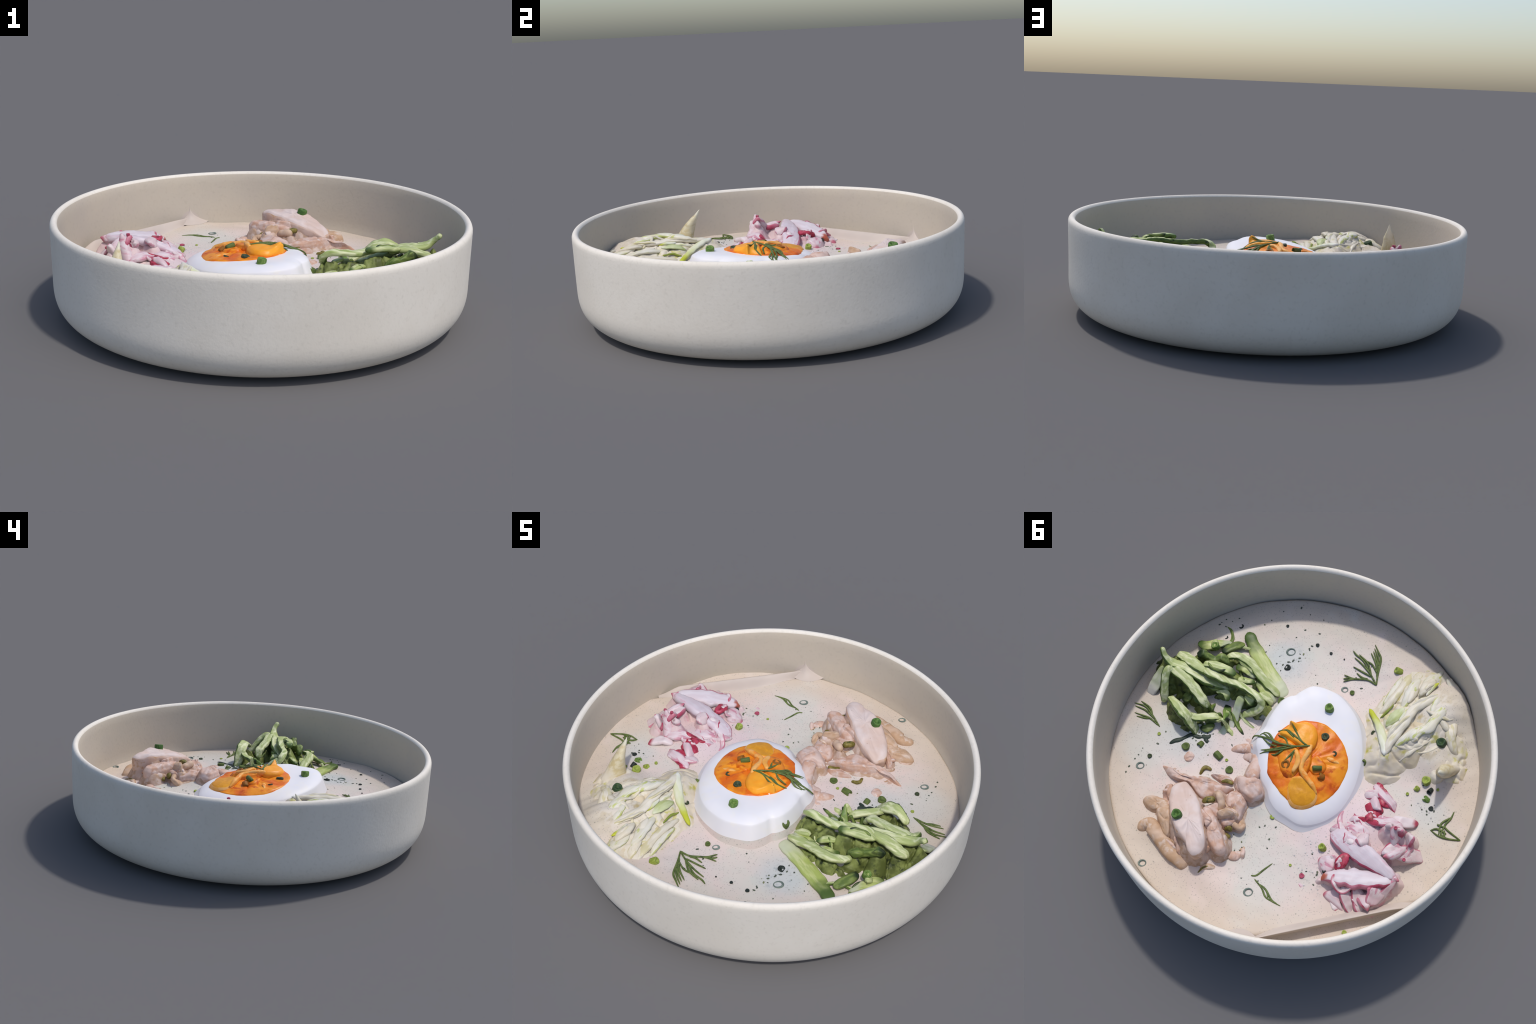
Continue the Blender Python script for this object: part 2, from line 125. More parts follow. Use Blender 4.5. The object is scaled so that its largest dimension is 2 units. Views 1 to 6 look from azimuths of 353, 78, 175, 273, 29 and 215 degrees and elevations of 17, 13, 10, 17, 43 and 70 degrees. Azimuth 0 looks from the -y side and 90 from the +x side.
CHICKEN_ROLLS = [
    dict(style='tan', path=[(0.441, 0.725, 0.19), (0.444, 0.688, 0.215), (0.42, 0.665, 0.232), (0.373, 0.678, 0.238), (0.316, 0.699, 0.238), (0.255, 0.722, 0.234), (0.186, 0.733, 0.226), (0.13, 0.753, 0.19)], width=[0.05, 0.07, 0.075, 0.075, 0.075, 0.075, 0.075, 0.06], thick=0.05, roll=0),
    dict(style='pink', path=[(0.108, 0.214, 0.286), (0.124, 0.155, 0.28), (0.143, 0.098, 0.26), (0.186, 0.059, 0.235), (0.236, 0.064, 0.222), (0.278, 0.091, 0.21), (0.308, 0.12, 0.19)], width=[0.07, 0.07, 0.065, 0.06, 0.055, 0.05, 0.03], thick=0.045, roll=0),
    dict(style='tan', path=[(0.214, 0.356, 0.292), (0.186, 0.374, 0.296), (0.159, 0.401, 0.285), (0.155, 0.439, 0.268)], width=[0.03, 0.04, 0.04, 0.03], thick=0.04, roll=0),
    dict(style='tan', path=[(0.073, 0.447, 0.258), (0.034, 0.446, 0.25), (0.019, 0.432, 0.238), (0.019, 0.404, 0.205)], width=[0.025, 0.035, 0.032, 0.02], thick=0.03, roll=0),
    dict(style='tan', path=[(0.086, 0.752, 0.18), (0.074, 0.706, 0.204), (0.045, 0.68, 0.206), (0.005, 0.673, 0.19)], width=[0.02, 0.03, 0.03, 0.02], thick=0.02, roll=0),
    dict(style='pink', path=[(0.23, 0.115, 0.2), (0.193, 0.09, 0.222), (0.157, 0.096, 0.235)], width=[0.05, 0.07, 0.05], thick=0.04, roll=0),
    dict(style='tan', path=[(0.442, 0.687, 0.2), (0.422, 0.663, 0.228), (0.383, 0.659, 0.226), (0.358, 0.669, 0.21)], width=[0.03, 0.04, 0.04, 0.03], thick=0.03, roll=0),
]
OLIVE_BITS = [
    dict(style='olive', path=[(0.249, 0.443, 0.282), (0.229, 0.418, 0.292), (0.197, 0.394, 0.288)], width=[0.02, 0.034, 0.03], thick=0.03, roll=0),
    dict(style='olive', path=[(0.083, 0.496, 0.245), (0.07, 0.476, 0.255), (0.043, 0.48, 0.24)], width=[0.02, 0.032, 0.02], thick=0.03, roll=0),
    dict(style='olive', path=[(0.066, 0.508, 0.235), (0.036, 0.507, 0.225)], width=[0.02, 0.02], thick=0.02, roll=0),
    dict(style='olive', path=[(0.36, 0.307, 0.196), (0.363, 0.273, 0.204), (0.353, 0.257, 0.206), (0.323, 0.254, 0.2)], width=[0.014, 0.022, 0.022, 0.014], thick=0.016, roll=0),
    dict(style='olive', path=[(0.24, 0.288, 0.226), (0.216, 0.269, 0.23), (0.182, 0.265, 0.226)], width=[0.01, 0.022, 0.016], thick=0.014, roll=0),
    dict(style='olive', path=[(0.079, 0.74, 0.197), (0.07, 0.703, 0.208), (0.044, 0.677, 0.208)], width=[0.006, 0.01, 0.006], thick=0.01, roll=0),
]
EGG_RIM = [(0.104, -0.37, 0.336), (0.038, -0.394, 0.334), (-0.033, -0.4, 0.328), (-0.11, -0.378, 0.319), (-0.167, -0.349, 0.311), (-0.215, -0.309, 0.302), (-0.27, -0.239, 0.289), (-0.303, -0.179, 0.279), (-0.333, -0.094, 0.266), (-0.349, -0.018, 0.256), (-0.35, 0.085, 0.246), (-0.322, 0.166, 0.242), (-0.269, 0.234, 0.24), (-0.207, 0.269, 0.243), (-0.141, 0.271, 0.248), (-0.077, 0.267, 0.254), (-0.025, 0.243, 0.26), (0.014, 0.205, 0.267), (0.067, 0.175, 0.274), (0.115, 0.124, 0.282), (0.149, 0.076, 0.289), (0.187, 0.035, 0.296), (0.2, -0.021, 0.303), (0.194, -0.061, 0.307), (0.201, -0.109, 0.313), (0.202, -0.168, 0.32), (0.193, -0.227, 0.327), (0.173, -0.264, 0.329), (0.153, -0.282, 0.33), (0.14, -0.317, 0.333)]
YOLK_RIM = [(0.051, -0.175, 0.321), (0.018, -0.196, 0.321), (-0.047, -0.22, 0.318), (-0.117, -0.217, 0.312), (-0.187, -0.186, 0.302), (-0.248, -0.132, 0.291), (-0.279, -0.066, 0.28), (-0.286, 0.01, 0.271), (-0.274, 0.081, 0.266), (-0.242, 0.145, 0.263), (-0.185, 0.199, 0.263), (-0.123, 0.207, 0.268), (-0.058, 0.192, 0.275), (0.006, 0.164, 0.283), (0.058, 0.128, 0.29), (0.09, 0.078, 0.297), (0.115, 0.012, 0.305), (0.118, -0.056, 0.313), (0.097, -0.122, 0.319)]
YOLK_LUMPS = [
    dict(style='yolk_light', rim=[(0.084, -0.116, 0.347), (0.084, -0.131, 0.377), (0.055, -0.146, 0.355), (0.019, -0.18, 0.345), (-0.028, -0.176, 0.345), (-0.059, -0.14, 0.345), (-0.075, -0.082, 0.347), (-0.038, -0.052, 0.349), (0.014, -0.055, 0.349), (0.069, -0.06, 0.342), (0.116, -0.062, 0.322), (0.103, -0.087, 0.332)], rise=0.006),
    dict(style='yolk_rim', rim=[(-0.054, 0.115, 0.299), (-0.08, 0.085, 0.309), (-0.12, 0.068, 0.315), (-0.169, 0.076, 0.307), (-0.218, 0.109, 0.291), (-0.223, 0.156, 0.282), (-0.187, 0.202, 0.275), (-0.132, 0.213, 0.281), (-0.079, 0.168, 0.291)], rise=0.006),
    dict(style='yolk', rim=[(0.115, -0.005, 0.307), (0.086, -0.042, 0.332), (0.021, -0.047, 0.343), (-0.037, -0.018, 0.341), (-0.069, 0.042, 0.332), (-0.061, 0.1, 0.317), (-0.009, 0.106, 0.309), (0.058, 0.065, 0.299)], rise=0.006),
    dict(style='yolk', rim=[(-0.097, -0.013, 0.315), (-0.111, -0.063, 0.319), (-0.173, -0.044, 0.313), (-0.189, -0.01, 0.305), (-0.163, 0.03, 0.305), (-0.114, 0.023, 0.313)], rise=0.006),
    dict(style='yolk_light', rim=[(-0.109, -0.116, 0.306), (-0.123, -0.135, 0.311), (-0.149, -0.128, 0.309), (-0.154, -0.103, 0.305), (-0.128, -0.099, 0.305)], rise=0.004),
    dict(style='yolk', rim=[(-0.014, -0.054, 0.337), (-0.061, -0.069, 0.342), (-0.1, -0.026, 0.332), (-0.12, 0.042, 0.322), (-0.097, 0.068, 0.322), (-0.043, 0.01, 0.332)], rise=0.004),
]
YOLK_RIDGES = [
    dict(style='yolk_pale', path=[(-0.06, -0.089, 0.35), (-0.07, -0.047, 0.35), (-0.071, 0.004, 0.344), (-0.085, 0.045, 0.334), (-0.123, 0.065, 0.326), (-0.173, 0.083, 0.316), (-0.217, 0.107, 0.298)], width=[0.02, 0.03, 0.026, 0.026, 0.03, 0.026, 0.012], thick=0.03, roll=0),
    dict(style='yolk_pale', path=[(0.075, 0.11, 0.281), (0.015, 0.155, 0.275), (-0.05, 0.185, 0.268), (-0.112, 0.204, 0.263)], width=[0.012, 0.024, 0.024, 0.012], thick=0.014, roll=0),
    dict(style='yolk_pale', path=[(-0.136, -0.081, 0.301), (-0.183, -0.083, 0.309), (-0.237, -0.092, 0.296)], width=[0.01, 0.024, 0.008], thick=0.014, roll=0),
    dict(style='yolk_pale', path=[(-0.012, -0.022, 0.35), (-0.052, 0.023, 0.346), (-0.057, 0.085, 0.33)], width=[0.02, 0.03, 0.02], thick=0.02, roll=0),
    dict(style='yolk_pale', path=[(-0.283, -0.002, 0.25), (-0.279, -0.045, 0.256), (-0.268, -0.086, 0.26)], width=[0.01, 0.02, 0.01], thick=0.012, roll=0),
]
# top centre, radius, height, lean direction, lean angle, colour
CHIVES = [
    ((-0.03, -0.306, 0.354), 0.022, 0.05, 0, 12, 'fresh'),
    ((-0.093, -0.168, 0.325), 0.02, 0.03, 0, 10, 'dark'),
    ((-0.177, -0.116, 0.294), 0.014, 0.02, 40, 25, 'dark'),
    ((-0.149, -0.002, 0.305), 0.013, 0.045, 35, 80, 'mid'),
    ((-0.007, 0.068, 0.322), 0.022, 0.03, 90, 25, 'brown'),
    ((-0.185, 0.019, 0.296), 0.016, 0.03, 20, 60, 'brown'),
    ((0.303, 0.574, 0.36), 0.025, 0.045, 0, 15, 'fresh2'),
    ((0.246, 0.207, 0.196), 0.02, 0.02, 0, 0, 'mid'),
    ((0.339, 0.171, 0.208), 0.018, 0.045, -15, 85, 'mid'),
    ((0.643, 0.356, 0.18), 0.012, 0.012, 0, 0, 'dark'),
    ((0.513, 0.216, 0.202), 0.021, 0.02, 0, 10, 'mid'),
    ((0.453, 0.166, 0.2), 0.015, 0.03, 80, 70, 'mid'),
    ((0.288, 0.169, 0.195), 0.008, 0.01, 0, 0, 'lime'),
    ((-0.208, -0.723, 0.245), 0.018, 0.036, 20, 60, 'lime'),
    ((-0.063, -0.493, 0.219), 0.0125, 0.014, 0, 0, 'mid'),
    ((-0.279, -0.343, 0.228), 0.012, 0.016, 0, 0, 'dark'),
    ((-0.596, -0.462, 0.322), 0.024, 0.035, 10, 20, 'dark2'),
    ((-0.318, -0.173, 0.245), 0.016, 0.03, 90, 50, 'mid'),
    ((-0.631, -0.264, 0.28), 0.022, 0.032, 0, 15, 'lime'),
    ((-0.614, -0.208, 0.235), 0.014, 0.02, 0, 60, 'lime'),
    ((-0.681, -0.185, 0.22), 0.015, 0.03, 0, 60, 'fresh'),
    ((-0.677, -0.232, 0.235), 0.013, 0.03, 80, 60, 'black'),
    ((-0.726, -0.156, 0.213), 0.0125, 0.01, 0, 0, 'black'),
    ((-0.588, -0.159, 0.228), 0.008, 0.012, 0, 0, 'lime'),
    ((-0.706, -0.259, 0.235), 0.007, 0.01, 0, 0, 'lime'),
    ((-0.367, 0.306, 0.245), 0.018, 0.04, 0, 25, 'lime'),
    ((-0.077, 0.302, 0.2), 0.012, 0.012, 0, 0, 'lime'),
    ((-0.361, 0.477, 0.2), 0.013, 0.008, 0, 0, 'crimson'),
    ((-0.285, 0.462, 0.2), 0.007, 0.006, 0, 0, 'lime'),
    ((-0.443, 0.408, 0.215), 0.01, 0.02, 0, 40, 'black'),
    ((0.686, -0.322, 0.272), 0.02, 0.03, 0, 20, 'fresh'),
    ((0.655, -0.521, 0.195), 0.014, 0.014, 0, 20, 'black'),
    ((0.689, -0.422, 0.196), 0.013, 0.012, 0, 30, 'black'),
    ((0.438, -0.651, 0.202), 0.008, 0.006, 0, 0, 'black'),
    ((0.31, -0.442, 0.214), 0.018, 0.016, 0, 25, 'black'),
    ((0.673, 0.229, 0.177), 0.009, 0.008, 0, 0, 'lime'),
    ((0.24, -0.638, 0.205), 0.01, 0.008, 0, 0, 'black'),
    ((0.153, -0.634, 0.205), 0.008, 0.006, 0, 0, 'black'),
    ((0.075, -0.641, 0.207), 0.004, 0.004, 0, 0, 'black'),
    ((0.214, -0.235, 0.215), 0.021, 0.04, 0, 20, 'mid'),
    ((0.256, -0.123, 0.2), 0.014, 0.03, 0, 60, 'grey'),
    ((-0.747, 0.163, 0.288), 0.009, 0.008, 0, 0, 'crimson'),
    ((-0.639, 0.074, 0.375), 0.009, 0.014, 0, 0, 'crimson'),
    ((-0.682, 0.604, 0.226), 0.012, 0.01, 0, 0, 'lime'),
]
CHIVE_RINGS = [
    ((0.34, -0.531, 0.204), 0.02),
    ((-0.021, -0.489, 0.219), 0.014),
    ((0.654, 0.425, 0.18), 0.017),
    ((-0.185, 0.687, 0.193), 0.019),
    ((0.342, 0.843, 0.18), 0.016),
]
DILL_SPRIGS = [
    dict(sprig='R', shoots=[
        [(-0.148, -0.598, 0.226), (-0.086, -0.637, 0.228), (-0.024, -0.662, 0.228), (0.032, -0.676, 0.226)],
        [(-0.086, -0.637, 0.228), (-0.022, -0.681, 0.229), (0.034, -0.695, 0.229), (0.059, -0.707, 0.226)],
        [(-0.099, -0.63, 0.228), (-0.046, -0.681, 0.229), (0.02, -0.704, 0.227)],
        [(-0.098, -0.625, 0.227), (-0.05, -0.626, 0.228), (0.011, -0.627, 0.225)],
        [(-0.091, -0.605, 0.227), (-0.063, -0.597, 0.227), (-0.023, -0.605, 0.225)],
        [(-0.148, -0.598, 0.226), (-0.094, -0.6, 0.228), (-0.028, -0.569, 0.228), (0.028, -0.562, 0.224)],
        [(-0.058, -0.582, 0.227), (-0.02, -0.56, 0.226), (0.011, -0.525, 0.224)],
        [(-0.029, -0.568, 0.227), (0.001, -0.555, 0.226), (0.019, -0.539, 0.224)],
        [(-0.148, -0.598, 0.226), (-0.124, -0.651, 0.229), (-0.095, -0.733, 0.229), (-0.061, -0.765, 0.229), (-0.023, -0.795, 0.225)],
        [(-0.124, -0.64, 0.228), (-0.086, -0.711, 0.229), (-0.036, -0.756, 0.227)],
        [(-0.116, -0.673, 0.228), (-0.082, -0.73, 0.23), (-0.032, -0.774, 0.228)],
        [(-0.13, -0.634, 0.228), (-0.088, -0.696, 0.229), (-0.03, -0.742, 0.226)],
        [(-0.12, -0.654, 0.227), (-0.071, -0.686, 0.229), (-0.026, -0.69, 0.228)],
    ]),
    dict(sprig='L', shoots=[
        [(0.693, 0.196, 0.178), (0.762, 0.162, 0.182), (0.823, 0.14, 0.182), (0.885, 0.153, 0.178)],
        [(0.762, 0.162, 0.182), (0.798, 0.134, 0.183), (0.862, 0.126, 0.178)],
        [(0.741, 0.174, 0.181), (0.81, 0.158, 0.182), (0.872, 0.165, 0.178)],
        [(0.704, 0.193, 0.179), (0.767, 0.183, 0.182), (0.852, 0.198, 0.178)],
        [(0.766, 0.186, 0.181), (0.791, 0.197, 0.18), (0.833, 0.209, 0.177)],
    ]),
    dict(sprig='E', shoots=[
        [(-0.063, -0.074, 0.352), (-0.047, -0.065, 0.352), (-0.003, -0.036, 0.348), (0.052, -0.016, 0.342), (0.108, -0.005, 0.33), (0.177, -0.022, 0.305), (0.197, -0.008, 0.29)],
        [(0.083, -0.011, 0.338), (0.139, -0.008, 0.32), (0.214, 0.003, 0.285), (0.229, 0.022, 0.262)],
        [(0.111, -0.009, 0.33), (0.155, -0.033, 0.312), (0.187, -0.027, 0.296)],
        [(-0.003, -0.036, 0.348), (0.052, 0.011, 0.336), (0.114, 0.049, 0.306), (0.146, 0.076, 0.275)],
        [(0.038, -0.012, 0.343), (0.101, 0.033, 0.315), (0.15, 0.057, 0.28)],
        [(0.043, 0.007, 0.337), (0.065, 0.045, 0.318), (0.088, 0.054, 0.305)],
        [(-0.05, -0.069, 0.352), (-0.014, -0.072, 0.352), (0.03, -0.097, 0.354), (0.084, -0.131, 0.372)],
        [(-0.016, -0.069, 0.352), (0.043, -0.082, 0.345), (0.084, -0.088, 0.335), (0.125, -0.067, 0.312)],
        [(0.03, -0.07, 0.347), (0.058, -0.079, 0.343), (0.087, -0.088, 0.338)],
        [(-0.009, -0.017, 0.345), (0, 0.021, 0.335), (0.01, 0.059, 0.325)],
        [(-0.008, -0.005, 0.342), (-0.012, 0.013, 0.335), (-0.022, 0.046, 0.328)],
        [(0.033, -0.021, 0.344), (0.066, -0.046, 0.338), (0.114, -0.05, 0.318)],
        [(0.082, 0.009, 0.328), (0.126, 0.012, 0.314), (0.182, -0.002, 0.29)],
    ]),
    dict(sprig='W', shoots=[
        [(-0.93, -0.089, 0.222), (-0.851, -0.1, 0.228), (-0.827, -0.116, 0.228), (-0.835, -0.161, 0.227), (-0.832, -0.204, 0.222)],
        [(-0.93, -0.089, 0.222), (-0.878, -0.064, 0.226), (-0.828, -0.051, 0.227), (-0.779, -0.057, 0.222)],
        [(-0.827, -0.116, 0.228), (-0.834, -0.066, 0.227), (-0.88, -0.061, 0.226)],
        [(-0.834, -0.105, 0.228), (-0.801, -0.1, 0.226), (-0.791, -0.099, 0.222)],
        [(-0.834, -0.168, 0.227), (-0.808, -0.113, 0.226), (-0.826, -0.054, 0.226)],
        [(-0.855, -0.08, 0.227), (-0.805, -0.079, 0.226), (-0.779, -0.055, 0.223)],
        [(-0.838, -0.092, 0.228), (-0.854, -0.056, 0.227), (-0.832, -0.058, 0.225)],
    ]),
    dict(sprig='B', shoots=[
        [(-0.175, 0.615, 0.195), (-0.228, 0.634, 0.197), (-0.268, 0.661, 0.197), (-0.306, 0.663, 0.197), (-0.354, 0.66, 0.194)],
        [(-0.207, 0.624, 0.196), (-0.248, 0.629, 0.198), (-0.299, 0.657, 0.198), (-0.334, 0.66, 0.196)],
        [(-0.23, 0.625, 0.196), (-0.26, 0.636, 0.197), (-0.282, 0.66, 0.197)],
    ]),
    dict(sprig='C', shoots=[
        [(-0.15, 0.609, 0.193), (-0.172, 0.594, 0.196), (-0.188, 0.549, 0.196), (-0.206, 0.502, 0.193)],
    ]),
    dict(sprig='K', shoots=[
        [(0.596, 0.247, 0.178), (0.579, 0.216, 0.184), (0.55, 0.188, 0.184), (0.526, 0.145, 0.185), (0.481, 0.134, 0.184), (0.461, 0.107, 0.18)],
        [(0.479, 0.13, 0.184), (0.443, 0.112, 0.183), (0.437, 0.092, 0.18)],
        [(0.466, 0.121, 0.182), (0.438, 0.133, 0.18), (0.423, 0.142, 0.178)],
    ]),
]


# ------------------------------------------------------------------ helpers
def smooth(a, b, x):
    t = min(1.0, max(0.0, (x - a) / (b - a)))
    return t * t * (3 - 2 * t)

def crease(x, y, seed, scale=11.0):
    """0 on plain surface, 1 in the bottom of winding creases."""
    return max(0.0, 1 - 5.5 * abs(noise.noise(Vector((x * scale + seed, y * scale - seed, seed))))) ** 1.5

def interp(values, t):
    """Linear reading of an evenly spaced list at t in 0..1."""
    if len(values) == 1:
        return values[0]
    f = min(max(t, 0.0), 1.0) * (len(values) - 1)
    i = min(int(f), len(values) - 2)
    return values[i] + (values[i + 1] - values[i]) * (f - i)

def spline(points, steps, closed=False):
    """Catmull-Rom curve through the points."""
    P = [Vector(p) for p in points]
    n, out = len(P), []
    spans = n if closed else n - 1
    for i in range(spans):
        if closed:
            a, b, c, d = P[(i - 1) % n], P[i], P[(i + 1) % n], P[(i + 2) % n]
        else:
            b, c = P[i], P[i + 1]
            a = P[i - 1] if i else b + (b - c)
            d = P[i + 2] if i + 2 < n else c + (c - b)
        for s in range(steps):
            t = s / steps
            out.append(0.5 * ((2 * b) + (c - a) * t + (2 * a - 5 * b + 4 * c - d) * t * t + (3 * b - a - 3 * c + d) * t ** 3))
    if not closed:
        out.append(P[-1].copy())
    return out

def wobble(p, scale, amount, seed=0.0):
    q = Vector((p.x * scale + seed, p.y * scale - seed, p.z * scale + 2 * seed))
    return amount * (noise.noise(q) + 0.5 * noise.noise(q * 2.1))

ROOT = bpy.data.objects.new("bowl_of_soup", None)
bpy.context.scene.collection.objects.link(ROOT)
ROOT["label"] = "off-white stoneware bowl of creamy cold soup with egg and vegetables"
ROOT["category"] = "soup bowl"

def add(name, verts, faces, mats, parent=None, frame=None, slots=None, flat=False):
    """Makes a named mesh object; frame places its own axes (verts are given in world space)."""
    me = bpy.data.meshes.new(name)
    if frame is not None:
        inv = frame.inverted()
        verts = [inv @ Vector(v) for v in verts]
    me.from_pydata([tuple(v) for v in verts], [], faces)
    for m in mats if isinstance(mats, (list, tuple)) else [mats]:
        me.materials.append(m)
    if slots:
        me.polygons.foreach_set("material_index", slots)
    me.polygons.foreach_set("use_smooth", [not flat] * len(faces))
    me.validate()
    me.update()
    ob = bpy.data.objects.new(name, me)
    bpy.context.scene.collection.objects.link(ob)
    ob.parent = parent or ROOT
    place(ob, frame if frame is not None else Matrix.Identity(4))
    return ob

WORLD, BUILT = {}, []
def place(ob, world):
    """Puts an object at a world matrix, whatever its parent."""
    WORLD[ob.name] = world.copy()
    if ob.type == "MESH":
        BUILT.append(ob)
    ob.matrix_basis = WORLD.get(ob.parent.name, Matrix.Identity(4)).inverted() @ world

class Probe:
    """Height of everything built so far (or of some objects) under a point."""
    def __init__(self, objects=None):
        self.trees = []
        for ob in objects or BUILT:
            m = WORLD[ob.name]
            self.trees.append(BVHTree.FromPolygons([m @ v.co for v in ob.data.vertices], [tuple(p.vertices) for p in ob.data.polygons]))
    def __call__(self, x, y, default=0.2):
        best = None
        for t in self.trees:
            hit = t.ray_cast(Vector((x, y, 0.6)), Vector((0, 0, -1)))[0]
            if hit is not None and (best is None or hit.z > best):
                best = hit.z
        return default if best is None else best

# ------------------------------------------------------------------ materials
class Nodes:
    """Small shorthand for building a node material."""
    def __init__(self, name, rough=0.55, spec=0.25, coords="Object"):
        self.m = bpy.data.materials.new(name)
        self.m.use_nodes = True
        self.t = self.m.node_tree
        self.b = self.t.nodes["Principled BSDF"]
        self.b.inputs["Roughness"].default_value = rough
        self.b.inputs["Specular IOR Level"].default_value = spec
        self.tc = self.t.nodes.new("ShaderNodeTexCoord")
        self.co = self.tc.outputs[coords]
        self.obj = self.tc.outputs["Object"]
        self.gen = self.tc.outputs["Generated"]
    def link(self, a, b):
        self.t.links.new(a, b)
    def put(self, socket, v):
        if isinstance(v, bpy.types.NodeSocket):
            self.link(v, socket)
        elif isinstance(v, (tuple, list)) and len(v) == 3 and socket.type == "RGBA":
            socket.default_value = (*v, 1)
        else:
            socket.default_value = v
    def noise(self, scale, detail=3, rough=0.55, co=None, stretch=None, distort=0.0):
        n = self.t.nodes.new("ShaderNodeTexNoise")
        n.inputs["Scale"].default_value = scale
        n.inputs["Detail"].default_value = detail
        n.inputs["Roughness"].default_value = rough
        n.inputs["Distortion"].default_value = distort
        co = co or self.co
        if stretch:
            mp = self.t.nodes.new("ShaderNodeMapping")
            mp.inputs["Scale"].default_value = stretch
            self.link(co, mp.inputs["Vector"])
            co = mp.outputs[0]
        self.link(co, n.inputs["Vector"])
        return n.outputs["Fac"]
    def voronoi(self, scale, co=None, feature="F1"):
        n = self.t.nodes.new("ShaderNodeTexVoronoi")
        n.feature = feature
        n.inputs["Scale"].default_value = scale
        self.link(co or self.co, n.inputs["Vector"])
        return n.outputs["Distance"], n.outputs["Color"]
    def range(self, v, a, b, lo=0.0, hi=1.0):
        n = self.t.nodes.new("ShaderNodeMapRange")
        n.interpolation_type = "SMOOTHSTEP"
        self.put(n.inputs["Value"], v)
        n.inputs["From Min"].default_value, n.inputs["From Max"].default_value = a, b
        n.inputs["To Min"].default_value, n.inputs["To Max"].default_value = lo, hi
        return n.outputs[0]
    def math(self, op, a, b=0.0):
        n = self.t.nodes.new("ShaderNodeMath")
        n.operation = op
        self.put(n.inputs[0], a)
        self.put(n.inputs[1], b)
        return n.outputs[0]
    def mix(self, f, a, b):
        n = self.t.nodes.new("ShaderNodeMix")
        n.data_type = "RGBA"
        n.clamp_factor = True
        self.put(n.inputs[0], f)
        self.put(n.inputs[6], a)
        self.put(n.inputs[7], b)
        return n.outputs[2]
    def axis(self, i, co=None):
        n = self.t.nodes.new("ShaderNodeSeparateXYZ")
        self.link(co or self.gen, n.inputs[0])
        return n.outputs[i]
    def near(self, point, r0, r1, squash=(1, 1, 0)):
        """1 close to a point of the object's own space, 0 farther away; ragged by noise."""
        s = self.t.nodes.new("ShaderNodeVectorMath")
        s.operation = "SUBTRACT"
        self.link(self.obj, s.inputs[0])
        s.inputs[1].default_value = (*point, 0)
        k = self.t.nodes.new("ShaderNodeVectorMath")
        k.operation = "MULTIPLY"
        self.link(s.outputs[0], k.inputs[0])
        k.inputs[1].default_value = squash
        l = self.t.nodes.new("ShaderNodeVectorMath")
        l.operation = "LENGTH"
        self.link(k.outputs[0], l.inputs[0])
        return self.range(l.outputs["Value"], r0, r1, 1.0, 0.0)
    def bump(self, height, strength=0.2, distance=0.01):
        n = self.t.nodes.new("ShaderNodeBump")
        n.inputs["Strength"].default_value = strength
        n.inputs["Distance"].default_value = distance
        self.link(height, n.inputs["Height"])
        self.link(n.outputs[0], self.b.inputs["Normal"])
    def done(self, colour):
        self.put(self.b.inputs["Base Color"], colour)
        return self.m

def stoneware(name, base, warm, dark):
    n = Nodes(name, rough=0.62, spec=0.25)
    big = n.noise(3.0, 3)
    fine = n.noise(55, 4, 0.65)
    c = n.mix(n.range(big, 0.35, 0.7), base, warm)
    c = n.mix(n.math("MULTIPLY", n.range(fine, 0.5, 0.75), 0.35), c, dark)
    n.bump(n.noise(70, 4, 0.6), 0.18, 0.004)
    return n.done(c)

